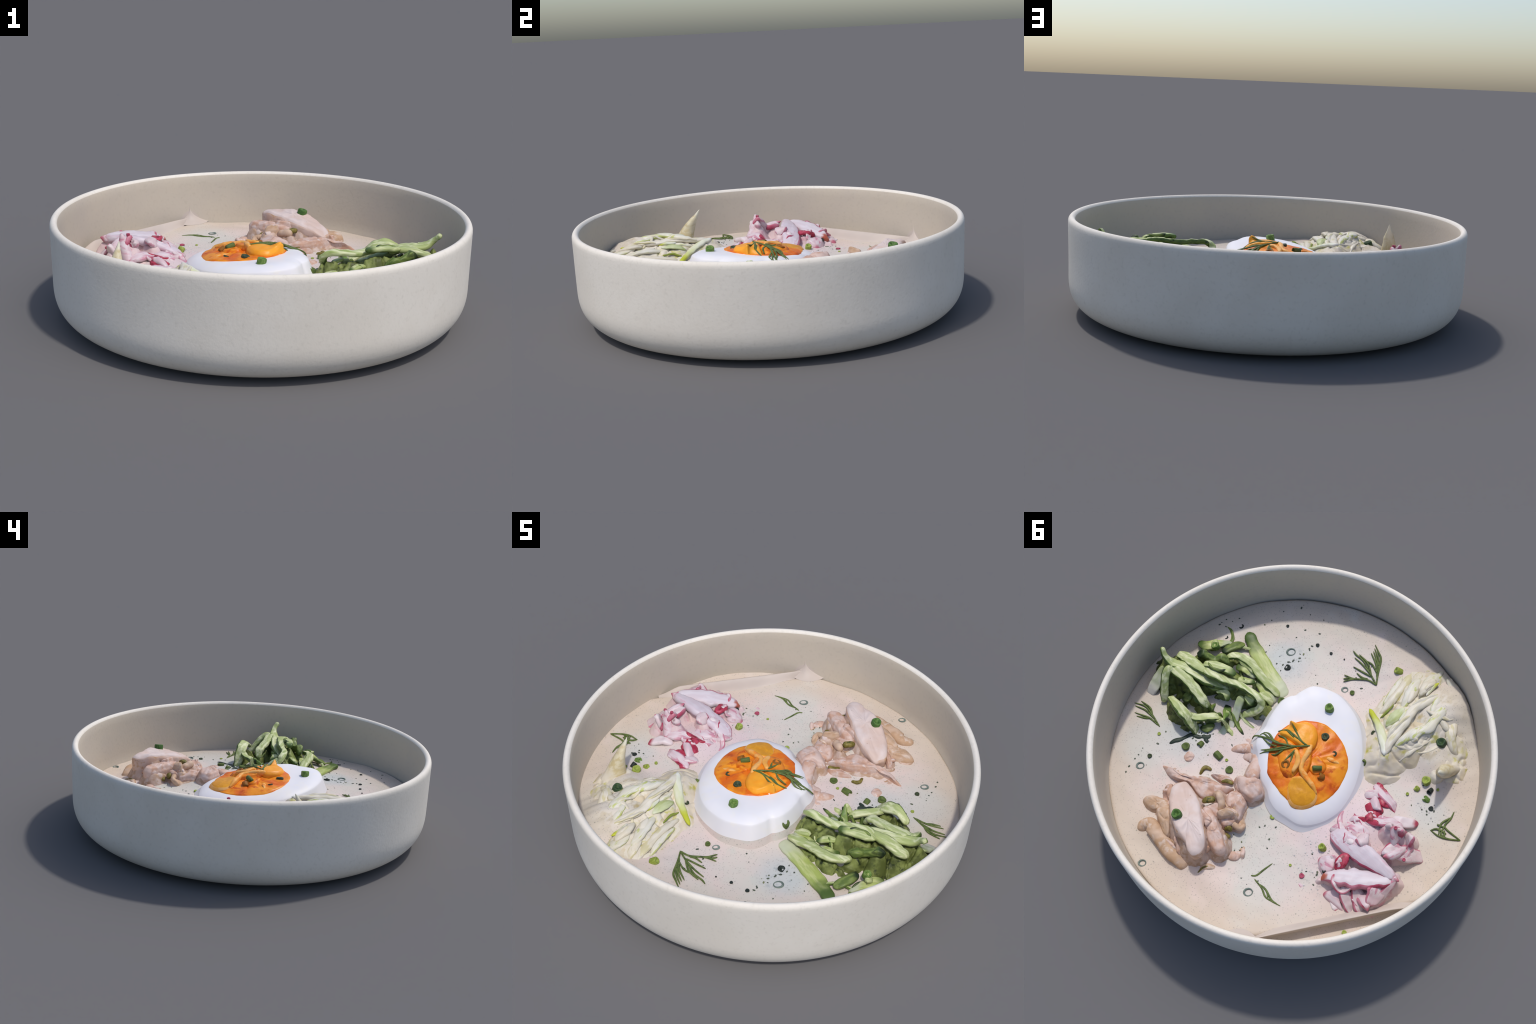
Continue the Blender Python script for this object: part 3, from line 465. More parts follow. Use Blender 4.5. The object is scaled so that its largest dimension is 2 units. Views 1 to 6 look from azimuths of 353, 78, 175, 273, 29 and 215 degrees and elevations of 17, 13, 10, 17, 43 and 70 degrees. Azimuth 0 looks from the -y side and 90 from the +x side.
def soup_material():
    n = Nodes("cream_soup", rough=0.5, spec=0.25)
    pink, grey, beige = (0.67, 0.55, 0.505), (0.60, 0.56, 0.50), (0.58, 0.49, 0.405)
    c = n.mix(n.range(n.noise(3.2, 4), 0.40, 0.62), pink, grey)
    rim = n.near((0.0, 0.0), 0.62, 0.93)
    c = n.mix(n.math("MULTIPLY", n.math("SUBTRACT", 1.0, rim), n.range(n.noise(5, 2), 0.2, 0.5)), c, beige)
    for p, r, col, f in (((0.33, -0.47), 0.17, (0.48, 0.52, 0.52), 0.7), ((0.52, 0.16), 0.2, (0.52, 0.55, 0.53), 0.6), ((0.70, 0.30), 0.2, (0.54, 0.56, 0.53), 0.5), ((-0.72, -0.14), 0.14, (0.54, 0.55, 0.52), 0.6), ((0.08, -0.10), 0.5, (0.63, 0.53, 0.50), 0.5), ((-0.47, 0.2), 0.33, (0.66, 0.53, 0.54), 0.8),
                         ((-0.08, -0.62), 0.2, (0.57, 0.55, 0.51), 0.4), ((-0.22, 0.6), 0.22, (0.58, 0.56, 0.52), 0.4), ((0.25, 0.5), 0.3, (0.65, 0.55, 0.50), 0.6),
                         ((0.42, 0.7), 0.2, (0.62, 0.54, 0.46), 0.5), ((-0.55, -0.52), 0.36, (0.66, 0.60, 0.51), 0.9)):
        c = n.mix(n.math("MULTIPLY", n.near(p, r * 0.35, r), f), c, col)
    blot = n.math("MULTIPLY", n.range(n.noise(7, 4, 0.6), 0.54, 0.66), n.near((0.0, 0.0), 0.55, 0.9))
    c = n.mix(n.math("MULTIPLY", blot, 0.5), c, (0.53, 0.545, 0.49))
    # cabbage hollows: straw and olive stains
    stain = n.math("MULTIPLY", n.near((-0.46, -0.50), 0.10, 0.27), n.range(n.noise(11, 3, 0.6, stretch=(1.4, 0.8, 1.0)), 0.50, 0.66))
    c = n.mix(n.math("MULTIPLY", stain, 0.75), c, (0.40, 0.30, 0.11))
    # pepper and herb dust
    for scale, size, few, dark, f in ((60, 0.24, 0.50, (0.22, 0.20, 0.18), 0.32), (30, 0.15, 0.70, (0.13, 0.15, 0.12), 0.5), (95, 0.30, 0.35, (0.34, 0.29, 0.27), 0.55)):
        d, col = n.voronoi(scale)
        pick = n.t.nodes.new("ShaderNodeSeparateXYZ")
        n.link(col, pick.inputs[0])
        dot = n.math("MULTIPLY", n.range(d, size * 0.5, size, 1.0, 0.0), n.range(pick.outputs[0], few, few + 0.08))
        c = n.mix(n.math("MULTIPLY", dot, f), c, dark)
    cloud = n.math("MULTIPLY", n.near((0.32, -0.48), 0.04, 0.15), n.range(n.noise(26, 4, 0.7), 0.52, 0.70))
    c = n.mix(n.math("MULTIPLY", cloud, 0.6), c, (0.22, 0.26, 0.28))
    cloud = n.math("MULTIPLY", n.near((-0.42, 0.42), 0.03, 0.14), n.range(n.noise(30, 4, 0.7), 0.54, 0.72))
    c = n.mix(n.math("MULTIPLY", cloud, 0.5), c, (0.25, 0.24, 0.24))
    n.bump(n.noise(40, 3), 0.12, 0.004)
    return n.done(c)

def blotchy(name, colours, scale=14, rough=0.5, spec=0.25, speck=None, bump=0.25):
    """Two or three colours in soft noise patches, optional dark specks."""
    n = Nodes(name, rough, spec)
    c = n.mix(n.range(n.noise(scale, 3, 0.55), 0.38, 0.62), colours[0], colours[1])
    if len(colours) > 2:
        c = n.mix(n.range(n.noise(scale * 1.7, 4, 0.6, distort=0.4), 0.52, 0.70), c, colours[2])
    if speck:
        d, col = n.voronoi(60)
        pick = n.t.nodes.new("ShaderNodeSeparateXYZ")
        n.link(col, pick.inputs[0])
        dot = n.math("MULTIPLY", n.range(d, 0.06, 0.16, 1.0, 0.0), n.range(pick.outputs[0], 0.8, 0.86))
        c = n.mix(dot, c, speck)
    n.bump(n.noise(45, 4, 0.6), bump, 0.006)
    return n.done(c)

def streaky(name, side, middle, head=None, tail=None, head_to=0.3, tail_from=0.7, streak=0.5, streak_colour=None):
    """Strip material: streaks along the strip, other colours towards its two ends (Generated x runs along it)."""
    n = Nodes(name, 0.45, 0.3, coords="Object")
    c = n.mix(n.range(n.noise(26, 3, 0.5, stretch=(0.2, 1.6, 1.6)), 0.40, 0.60), side, middle)
    if streak_colour:
        c = n.mix(n.math("MULTIPLY", n.range(n.noise(20, 3, 0.6, stretch=(0.3, 1.7, 1.7)), 0.53, 0.64), streak), c, streak_colour)
    x = n.math("ADD", n.axis(0), n.math("MULTIPLY", n.math("SUBTRACT", n.noise(20, 2), 0.5), 0.25))
    if head:
        c = n.mix(n.range(x, head_to * 0.25, head_to, 1.0, 0.0), c, head)
    if tail:
        c = n.mix(n.range(x, tail_from, tail_from + (1 - tail_from) * 0.75), c, tail)
    n.bump(n.noise(30, 3, 0.5, stretch=(0.4, 1.5, 1.5)), 0.25, 0.006)
    return n.done(c)

M = {}
M["bowl"] = stoneware("stoneware_outside", (0.765, 0.71, 0.63), (0.725, 0.665, 0.58), (0.57, 0.52, 0.445))  # base darkened and warmed to average the bowl's sunlit and shaded sides
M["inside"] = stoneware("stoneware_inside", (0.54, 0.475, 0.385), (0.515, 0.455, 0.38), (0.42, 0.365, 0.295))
M["soup"] = soup_material()
M["skin"] = blotchy("milk_skin", [(0.54, 0.465, 0.41), (0.51, 0.44, 0.39)], 6, bump=0.08)
M["egg"] = blotchy("egg_white", [(0.80, 0.78, 0.79), (0.77, 0.755, 0.78), (0.80, 0.77, 0.745)], 5, 0.45, 0.25, bump=0.06)
M["yolk"] = blotchy("yolk", [(0.68, 0.135, 0.006), (0.82, 0.29, 0.014), (0.50, 0.075, 0.004)], 10, 0.4, 0.3)
M["yolk_light"] = blotchy("yolk_light", [(0.86, 0.36, 0.025), (0.84, 0.30, 0.015)], 12, 0.4, 0.3)
M["yolk_pale"] = blotchy("yolk_pale", [(0.80, 0.36, 0.06), (0.82, 0.44, 0.14), (0.80, 0.25, 0.02)], 16, 0.45, 0.3)
M["yolk_core"] = blotchy("yolk_core", [(0.62, 0.26, 0.012), (0.74, 0.33, 0.015)], 22, 0.4, 0.3)
M["slab"] = blotchy("chicken_pale", [(0.65, 0.54, 0.50), (0.60, 0.455, 0.39)], 8, speck=(0.22, 0.14, 0.10))
M["slabside"] = blotchy("chicken_cut_side", [(0.58, 0.40, 0.31), (0.62, 0.47, 0.40), (0.50, 0.31, 0.18)], 16, speck=(0.2, 0.12, 0.07))
M["pink"] = blotchy("chicken_pink", [(0.61, 0.46, 0.40), (0.52, 0.315, 0.225), (0.64, 0.53, 0.49)], 15, speck=(0.3, 0.18, 0.12))
M["tan"] = blotchy("chicken_tan", [(0.57, 0.41, 0.30), (0.49, 0.32, 0.20), (0.61, 0.49, 0.41)], 15)
M["olive"] = blotchy("olive_bit", [(0.14, 0.11, 0.02), (0.24, 0.19, 0.05), (0.05, 0.06, 0.015)], 30)
PALE, MIDG, DARK, DEEP = (0.42, 0.47, 0.22), (0.24, 0.32, 0.085), (0.075, 0.125, 0.028), (0.018, 0.032, 0.014)
M["cuc_pale"] = streaky("cucumber_flesh", (0.38, 0.44, 0.17), (0.65, 0.67, 0.40), None, None, streak=0.65, streak_colour=MIDG)
M["cuc_tip"] = streaky("cucumber_tip", (0.35, 0.42, 0.14), (0.58, 0.61, 0.32), None, DARK, tail_from=0.72, streak_colour=MIDG)
M["cuc_flat"] = streaky("cucumber_ribbon", (0.36, 0.43, 0.12), (0.54, 0.57, 0.26), DARK, (0.50, 0.53, 0.37), 0.4, 0.6, streak_colour=(0.24, 0.33, 0.06))
M["cuc_skin"] = streaky("cucumber_skin_strip", (0.10, 0.15, 0.035), (0.21, 0.27, 0.07), DEEP, None, 0.3, streak=0.6, streak_colour=DEEP)
M["cuc_spear"] = streaky("cucumber_spear", (0.12, 0.20, 0.045), (0.20, 0.28, 0.07), None, DEEP, tail_from=0.6)
M["cuc_milk"] = streaky("cucumber_under_soup", (0.46, 0.51, 0.34), (0.54, 0.57, 0.45), (0.40, 0.46, 0.22), (0.60, 0.58, 0.53), 0.4, 0.45)
M["cuc_edge"] = blotchy("cucumber_skin", [DARK, (0.12, 0.18, 0.04), DEEP], 25, 0.4, 0.3)
M["cuc_base"] = blotchy("cucumber_painted_gap_shade", [(0.09, 0.11, 0.028), (0.23, 0.27, 0.08), (0.022, 0.032, 0.013)], 14)  # green darkened to paint shadow into the gaps between strips
M["cab_white"] = streaky("cabbage_white", (0.63, 0.57, 0.445), (0.70, 0.65, 0.545), None, None, streak=0.6, streak_colour=(0.53, 0.47, 0.20))
M["cab_lime"] = streaky("cabbage_lime_tip", (0.62, 0.63, 0.42), (0.66, 0.66, 0.52), (0.47, 0.50, 0.035), (0.68, 0.67, 0.60), 0.6, 0.8)
M["cab_limemid"] = streaky("cabbage_lime_fleck", (0.64, 0.60, 0.48), (0.69, 0.66, 0.57), None, None, streak=0.85, streak_colour=(0.46, 0.50, 0.10))
M["cab_green"] = streaky("cabbage_green", (0.40, 0.45, 0.17), (0.50, 0.54, 0.30), None, (0.60, 0.62, 0.44), tail_from=0.7)
M["cab_line"] = blotchy("cabbage_vein", [(0.26, 0.30, 0.05), (0.20, 0.25, 0.04)], 20)
M["cab_fin"] = streaky("cabbage_leaf_point", (0.62, 0.55, 0.38), (0.52, 0.43, 0.24), (0.64, 0.59, 0.50), (0.66, 0.63, 0.50), 0.35, 0.75)
M["cab_fold"] = streaky("cabbage_straw_fold", (0.58, 0.48, 0.28), (0.62, 0.54, 0.36), None, (0.66, 0.62, 0.52), tail_from=0.6)
M["rad_white"] = streaky("radish_flesh", (0.60, 0.47, 0.48), (0.65, 0.565, 0.565), None, None, streak=0.85, streak_colour=(0.53, 0.24, 0.30))
M["rad_petal"] = streaky("radish_petal", (0.60, 0.44, 0.47), (0.64, 0.54, 0.56), None, (0.46, 0.13, 0.18), tail_from=0.8, streak=0.8, streak_colour=(0.50, 0.18, 0.25))
M["rad_slab"] = streaky("radish_slab", (0.59, 0.50, 0.54), (0.63, 0.56, 0.60), None, (0.55, 0.28, 0.34), tail_from=0.88, streak=0.7, streak_colour=(0.56, 0.33, 0.39))
M["rad_slabtip"] = streaky("radish_slab_with_red_end", (0.59, 0.51, 0.54), (0.63, 0.57, 0.60), (0.42, 0.10, 0.06), None, 0.10, streak=0.4, streak_colour=(0.62, 0.48, 0.50))
M["rad_redtip"] = streaky("radish_with_red_end", (0.66, 0.55, 0.56), (0.68, 0.60, 0.60), (0.40, 0.05, 0.09), None, 0.25)
M["rad_red"] = blotchy("radish_red", [(0.34, 0.022, 0.05), (0.44, 0.05, 0.09), (0.20, 0.015, 0.025)], 18, 0.4, 0.35)
M["rad_edge"] = blotchy("radish_skin", [(0.38, 0.05, 0.10), (0.52, 0.20, 0.26)], 14, 0.4, 0.3)
M["heap_chicken"] = blotchy("chicken_scraps", [(0.54, 0.40, 0.33), (0.40, 0.26, 0.17), (0.58, 0.47, 0.42)], 17)
M["heap_cabbage"] = blotchy("creamed_cabbage", [(0.62, 0.55, 0.44), (0.60, 0.51, 0.36), (0.44, 0.40, 0.09)], 8)
M["cab_coat"] = blotchy("cabbage_cream_coat", [(0.64, 0.58, 0.47), (0.68, 0.625, 0.525), (0.54, 0.50, 0.17)], 9)
M["heap_radish"] = blotchy("creamed_radish", [(0.64, 0.50, 0.50), (0.62, 0.47, 0.45), (0.56, 0.30, 0.34)], 11)
M["dill"] = blotchy("dill_green", [(0.085, 0.125, 0.03), (0.13, 0.17, 0.05), (0.045, 0.07, 0.02)], 30)
M["kelp"] = blotchy("dark_herb", [(0.022, 0.035, 0.026), (0.04, 0.055, 0.04)], 30)
M["ring"] = blotchy("soaked_chive_ring", [(0.12, 0.16, 0.14), (0.22, 0.26, 0.23)], 30)
M["fleck"] = blotchy("herb_fleck", [(0.10, 0.12, 0.085), (0.06, 0.075, 0.06), (0.20, 0.22, 0.10)], 20)
M["bubble"] = blotchy("foam", [(0.60, 0.58, 0.56), (0.45, 0.44, 0.43)], 30, 0.3, 0.4)
CHIVE_COLOURS = dict(fresh=((0.10, 0.19, 0.035), (0.20, 0.30, 0.08)), fresh2=((0.05, 0.12, 0.025), (0.10, 0.19, 0.045)), dark=((0.035, 0.05, 0.03), (0.06, 0.08, 0.035)), dark2=((0.025, 0.055, 0.025), (0.05, 0.09, 0.035)),
                     mid=((0.11, 0.15, 0.035), (0.075, 0.11, 0.03)), lime=((0.24, 0.30, 0.045), (0.33, 0.40, 0.09)), black=((0.015, 0.02, 0.018), (0.025, 0.035, 0.03)),
                     grey=((0.20, 0.22, 0.19), (0.26, 0.28, 0.25)), brown=((0.32, 0.10, 0.01), (0.22, 0.11, 0.015)), crimson=((0.33, 0.035, 0.08), (0.42, 0.09, 0.14)))
for key, cols in CHIVE_COLOURS.items():
    M["chive_" + key] = blotchy("chive_" + key, list(cols), 1.6)

# ------------------------------------------------------------------ bowl
def lathe(profile, segments, wobble_amount):
    verts, faces = [], []
    for j, (r, z) in enumerate(profile):
        for i in range(segments):
            a = TAU * i / segments
            k = wobble_amount * noise.noise(Vector((math.cos(a) * 2.2, math.sin(a) * 2.2, z * 5)))
            rr = r * (1 + k) if r > 0.3 else r
            verts.append((rr * math.cos(a), rr * math.sin(a), z + (k * 0.7 if z > 0.4 else 0)))
    for j in range(len(profile) - 1):
        for i in range(segments):
            a, b = j * segments + i, j * segments + (i + 1) % segments
            faces.append((a, b, b + segments, a + segments))
    return verts, faces

def build_bowl():
    foot_r, wall_r, fillet_h, n = 0.74, 0.9965, 0.205, 2.8
    outer = [(0.001, 0.002), (0.4, 0.002), (0.66, 0.0)]
    for i in range(25):
        t = math.pi / 2 * i / 24
        outer.append((foot_r + (wall_r - foot_r) * math.sin(t) ** (2 / n), fillet_h * (1 - math.cos(t) ** (2 / n))))
    for i in range(1, 9):
        outer.append((wall_r + (0.9993 - wall_r) * i / 8, fillet_h + (0.455 - fillet_h) * i / 8))
    lip = [(0.981 + 0.0183 * math.cos(t), 0.460 + 0.0255 * math.sin(t)) for t in (math.pi * k / 12 for k in range(1, 13))]
    inner = [(0.9615 - 0.010 * (k / 8) ** 1.5, 0.455 - 0.255 * k / 8) for k in range(9)]
    inner += [(0.935, 0.14), (0.89, 0.085), (0.80, 0.06), (0.4, 0.055), (0.001, 0.055)]
    profile = outer + lip + inner
    segs = 288
    verts, faces = lathe(profile, segs, 0.0012)
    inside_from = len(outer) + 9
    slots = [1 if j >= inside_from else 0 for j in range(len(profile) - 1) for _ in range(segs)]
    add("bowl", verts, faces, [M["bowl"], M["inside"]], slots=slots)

# ------------------------------------------------------------------ soup surface
EDGE_HEIGHT = [(-180, 0.215), (-160, 0.214), (-148, 0.214), (-135, 0.226), (-122, 0.242), (-110, 0.243), (-98, 0.228), (-80, 0.220), (-64, 0.212), (-50, 0.203), (-36, 0.192),
               (-20, 0.183), (0, 0.175), (28, 0.168), (45, 0.172), (58, 0.177), (75, 0.184), (95, 0.195), (105, 0.203), (130, 0.210), (150, 0.210), (165, 0.212), (180, 0.215)]
MOUNDS = [  # x, y, spread along, spread across, heading, height
    (-0.50, -0.52, 0.16, 0.13, 55, 0.070), (-0.62, -0.37, 0.08, 0.07, 0, 0.040), (-0.53, -0.68, 0.12, 0.09, 55, 0.05),
    (-0.55, 0.28, 0.15, 0.11, 100, 0.020), (-0.50, 0.60, 0.16, 0.12, 135, -0.016), (-0.52, 0.06, 0.09, 0.09, 0, 0.030), (0.24, 0.52, 0.13, 0.11, 135, 0.045), (0.10, 0.32, 0.08, 0.07, 0, 0.025),
    (0.40, 0.64, 0.08, 0.06, 0, 0.02), (0.52, -0.20, 0.14, 0.13, 0, 0.03), (0.02, 0.74, 0.14, 0.05, 170, 0.008), (-0.075, -0.075, 0.25, 0.34, -62, 0.020)]
SKIN_A, SKIN_B = Vector((-0.30, 0.905)), Vector((-0.905, 0.318))
SKIN_T = (SKIN_B - SKIN_A).normalized()
SKIN_N = Vector((SKIN_T.y, -SKIN_T.x))  # towards the wall

def edge_height(deg):
    for (a, za), (b, zb) in zip(EDGE_HEIGHT, EDGE_HEIGHT[1:]):
        if a <= deg <= b:
            return za + (zb - za) * smooth(a, b, deg)
    return 0.2

def soup_height(x, y):
    r = math.hypot(x, y)
    base = 0.196 - 0.025 * x - 0.012 * y
    k = smooth(0.55, 0.95, r)
    z = base + (edge_height(math.degrees(math.atan2(y, x))) - base) * k
    for mx, my, sa, sb, head, h in MOUNDS:
        c, s = math.cos(math.radians(head)), math.sin(math.radians(head))
        u, v = ((x - mx) * c + (y - my) * s) / sa, (-(x - mx) * s + (y - my) * c) / sb
        z += h * math.exp(-0.5 * (u * u + v * v) ** 1.2)
    d = (Vector((x, y)) - SKIN_A).dot(SKIN_N)
    if d > -0.30:
        trough = 0.178 + 0.042 * smooth(0.01, 0.12, d)
        z += (trough - z) * smooth(-0.03, 0.0, d)
    z += 0.0035 * noise.noise(Vector((x * 6, y * 6, 3))) + 0.0012 * noise.noise(Vector((x * 22, y * 22, 9)))
    # draped folds over the cabbage
    w = math.exp(-(((x + 0.5) / 0.26) ** 2 + ((y + 0.58) / 0.24) ** 2))
    z += w * 0.014 * noise.noise(Vector(((x - y) * 16, (x + y) * 5, 1)))
    return z

def build_soup():
    rings, segs = 130, 420
    verts, faces = [(0, 0, soup_height(0, 0))], []
    for j in range(1, rings + 1):
        f = (j / rings) ** 0.9
        for i in range(segs):
            a = TAU * i / segs
            deg = math.degrees(math.atan2(math.sin(a), math.cos(a)))
            joined = smooth(95, 125, abs(deg) if deg > 0 else -deg - 20)  # meets the wall on the far left
            rim = 0.944 + 0.012 * joined + 0.004 * noise.noise(Vector((math.cos(a) * 5, math.sin(a) * 5, 4))) * (1 - joined)
            r = rim * f
            x, y = r * math.cos(a), r * math.sin(a)
            z = soup_height(x, y)
            if f > 0.985:
                z -= 0.006 * ((f - 0.985) / 0.015) ** 2 * (1 - joined)
            verts.append((x, y, z))
    for i in range(segs):
        faces.append((0, 1 + i, 1 + (i + 1) % segs))
    for j in range(rings - 1):
        for i in range(segs):
            a, b = 1 + j * segs + i, 1 + j * segs + (i + 1) % segs
            faces.append((a, a + segs, b + segs, b))
    top = len(verts) - segs  # skirt below the edge
    for k, (dr, z) in enumerate(((-0.004, None), (-0.02, 0.12), (-0.10, 0.07))):
        for i in range(segs):
            x, y, zz = verts[top + i]
            r = math.hypot(x, y)
            verts.append((x * (r + dr) / r, y * (r + dr) / r, zz - 0.02 if z is None else z))
        for i in range(segs):
            a, b = top + k * segs + i, top + k * segs + (i + 1) % segs
            faces.append((a, a + segs, b + segs, b))
    add("soup", verts, faces, M["soup"])

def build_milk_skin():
    """The flat skin that ends in a straight fold along the far left, and its point at the wall."""
    length, verts, faces = (SKIN_B - SKIN_A).length, [], []
    cols = [-0.055, -0.048, -0.041, -0.034, -0.027, -0.02, -0.011, -0.004, 0.0, 0.0, -0.002]
    rows = 80
    for j in range(rows + 1):
        t = j / rows
        p = SKIN_A + (SKIN_B - SKIN_A) * t
        top = 0.235 + 0.022 * t - 0.045 * smooth(0.84, 1.0, t)
        for k, d in enumerate(cols):
            shrink = 0.35 + 0.65 * smooth(0.0, 0.25, t)
            q = p + SKIN_N * (d * shrink)
            h = soup_height(q.x, q.y)
            w = smooth(-0.048, -0.004, d)
            z = (h - 0.004) * (1 - w) + top * w + 0.002 * noise.noise(Vector((q.x * 9, q.y * 9, 2)))
            if k == 9:
                z = top - 0.006
            if k == 10:
                z = 0.15
            if q.length > 0.957:
                q = q * (0.957 / q.length)
            verts.append((q.x, q.y, z))
    n = len(cols)
    for j in range(rows):
        for k in range(n - 1):
            a = j * n + k
            faces.append((a, a + 1, a + n + 1, a + n))
    add("milk_skin", verts, [f[::-1] for f in faces], M["skin"])
    # the pulled-up point at its right end
    verts, faces, rows, cols = [], [], 24, 17
    foot, tip, along, inward = Vector((-0.285, 0.905, 0.205)), Vector((-0.302, 0.911, 0.320)), Vector((0.95, 0.31, 0)), Vector((0.31, -0.95, 0))
    for j in range(rows + 1):
        t = j / rows
        c, w, thick = foot + (tip - foot) * t, 0.105 * (1 - t) ** 3.4 + 0.0012, 0.055 * (1 - t) ** 4 + 0.002
        for k in range(cols):
            u = -1 + 2 * k / (cols - 1)
            verts.append(c + along * (w * u) + inward * (thick * (1 - u * u)))
    for j in range(rows):
        for k in range(cols - 1):
            a = j * cols + k
            faces.append((a, a + 1, a + cols + 1, a + cols))
    back = len(verts)
    verts += [foot - along * 0.1, foot + along * 0.1, tip.copy()]
    faces.append((back, back + 2, back + 1))
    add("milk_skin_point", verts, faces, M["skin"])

# ------------------------------------------------------------------ strips and lumps
def strip(name, spec, mat, edge=None, parent=None, up=(0, 0, 1), sides=14, square=2.6, rough=0.0022, seed=None, tip=0.5, ragged=0.12, broad=1.0):
    """A soft ribbon lofted along a path: width and thickness vary, ends are rounded, one flank may carry skin."""
    seed = random.uniform(0, 50) if seed is None else seed
    pts = spline(spec["path"], 7)
    n, up = len(pts), Vector(up)
    th, roll = spec["thick"], math.radians(spec["roll"])
    total = sum((b - a).length for a, b in zip(pts, pts[1:]))
    verts, faces, slots, run = [], [], [], 0.0
    for i, p in enumerate(pts):
        if i:
            run += (p - pts[i - 1]).length
        t = run / total
        tan = (pts[min(i + 1, n - 1)] - pts[max(i - 1, 0)]).normalized()
        side = tan.cross(up)
        side = side.normalized() if side.length > 1e-4 else Vector((1, 0, 0))
        nor = side.cross(tan).normalized()
        side, nor = side * math.cos(roll) + nor * math.sin(roll), nor * math.cos(roll) - side * math.sin(roll)
        w = interp(spec["width"], i / (n - 1)) * broad
        cap = min(1.0, (min(run, total - run) + 0.0012) / max(1e-4, w * tip))
        cap = math.sqrt(max(0.02, 1 - (1 - cap) ** 2))
        mid = p - nor * (th * 0.5)
        hw = w * 0.5 * cap * (1 + ragged * noise.noise(Vector((run * 26, seed, 0))))
        hh = min(th * 0.5, w * 0.6) * cap
        for k in range(sides):
            a = TAU * k / sides
            c, s = math.cos(a), math.sin(a)
            q = mid + side * (hw * math.copysign(abs(c) ** (2 / square), c)) + nor * (hh * math.copysign(abs(s) ** (2 / square), s))
            q += nor * wobble(q, 28, rough, seed)
            verts.append(q)
    for i in range(n - 1):
        for k in range(sides):
            a, b = i * sides + k, i * sides + (k + 1) % sides
            faces.append((a, b, b + sides, a + sides))
            mid_angle = math.degrees(TAU * (k + 0.5) / sides)
            slots.append(1 if edge is not None and (mid_angle < 62 or mid_angle > 285) else 0)
    for start in (0, (n - 1) * sides):
        ring = [start + k for k in range(sides)]
        faces.append(tuple(ring[::-1] if start == 0 else ring))
        slots.append(1 if edge is not None and start else 0)
    chord = pts[-1] - pts[0]
    x = Vector((chord.x, chord.y, 0)).normalized() if chord.xy.length > 1e-3 else Vector((1, 0, 0))
    z = Vector((0, 0, 1))
    y = z.cross(x)
    frame = Matrix.Translation(pts[0]) @ Matrix((x, y, z)).transposed().to_4x4()
    return add(name, verts, faces, [mat] + ([edge] if edge is not None else []), parent, frame, slots if edge is not None else None)

def lump(name, rim, rise, mats, parent=None, bottom=0.14, bevel=0.012, flare=0.0, rough=0.003, seed=None, steps=6, side_slot=False, inner_slot=None, scale=18, ground=None, power=2.0, crag=0.0):
    """A rounded lump whose upper edge follows the rim; its flanks go down into what lies below."""
    seed = random.uniform(0, 50) if seed is None else seed
    ring = spline(rim, steps, closed=True)
    if sum(a.x * b.y - b.x * a.y for a, b in zip(ring, ring[1:] + ring[:1])) < 0:
        ring.reverse()
    n = len(ring)
    centre = sum(ring, Vector()) / n
    verts, faces, slots = [], [], []
    levels = [0.001, 0.15, 0.3, 0.45, 0.6, 0.72, 0.82, 0.90, 0.955, 1.0]
    for t in levels:
        for p in ring:
            q = centre + (p - centre) * t
            zz = centre.z + (p.z - centre.z) * t ** 1.3
            if ground is not None:
                zz = ground(q.x, q.y, centre.z)
            q.z = zz + rise * (1 - t ** power) - bevel * max(0.0, (t - 0.82) / 0.18) ** 2
            q.z += wobble(q, scale, rough, seed) - (crag * crease(q.x, q.y, seed, 20.0) * (1 - t ** 6) if crag else 0)
            verts.append(q)
    size = sum((p - centre).xy.length for p in ring) / n
    for k, (out, down) in enumerate(((0.004, 0.35), (0.007, 1.0), (0.005, None), (0.0, None))):
        for i, p in enumerate(ring):
            d = (p - centre)
            d.z = 0
            d.normalize()
            low = p.z - bevel - 0.012 * down if down is not None else None
            z = low if low is not None else (p.z + (bottom - p.z) * (0.55 if k == 2 else 1.0))
            q = Vector((p.x, p.y, 0)) + d * (out * min(1, size / 0.06) + (flare * (0.5 if k == 2 else 1.0) if k >= 2 else 0))
            q.z = max(z, bottom) if k < 3 else bottom
            q += d * wobble(q, scale, rough, seed)
            verts.append(q)
    rows = len(levels) + 4
    for j in range(rows - 1):
        for i in range(n):
            a, b = j * n + i, j * n + (i + 1) % n
            faces.append((a, a + n, b + n, b))
            slots.append(1 if (side_slot and j >= len(levels) + (2 if name == "egg_white" else -1)) or (inner_slot and j < inner_slot) else 0)
    faces.append(tuple(range(n)))
    slots.append(1 if inner_slot else 0)
    frame = Matrix.Translation((centre.x, centre.y, 0))
    mats = mats if isinstance(mats, list) else [mats]
    return add(name, verts, faces, mats, parent, frame, slots if len(mats) > 1 else None)

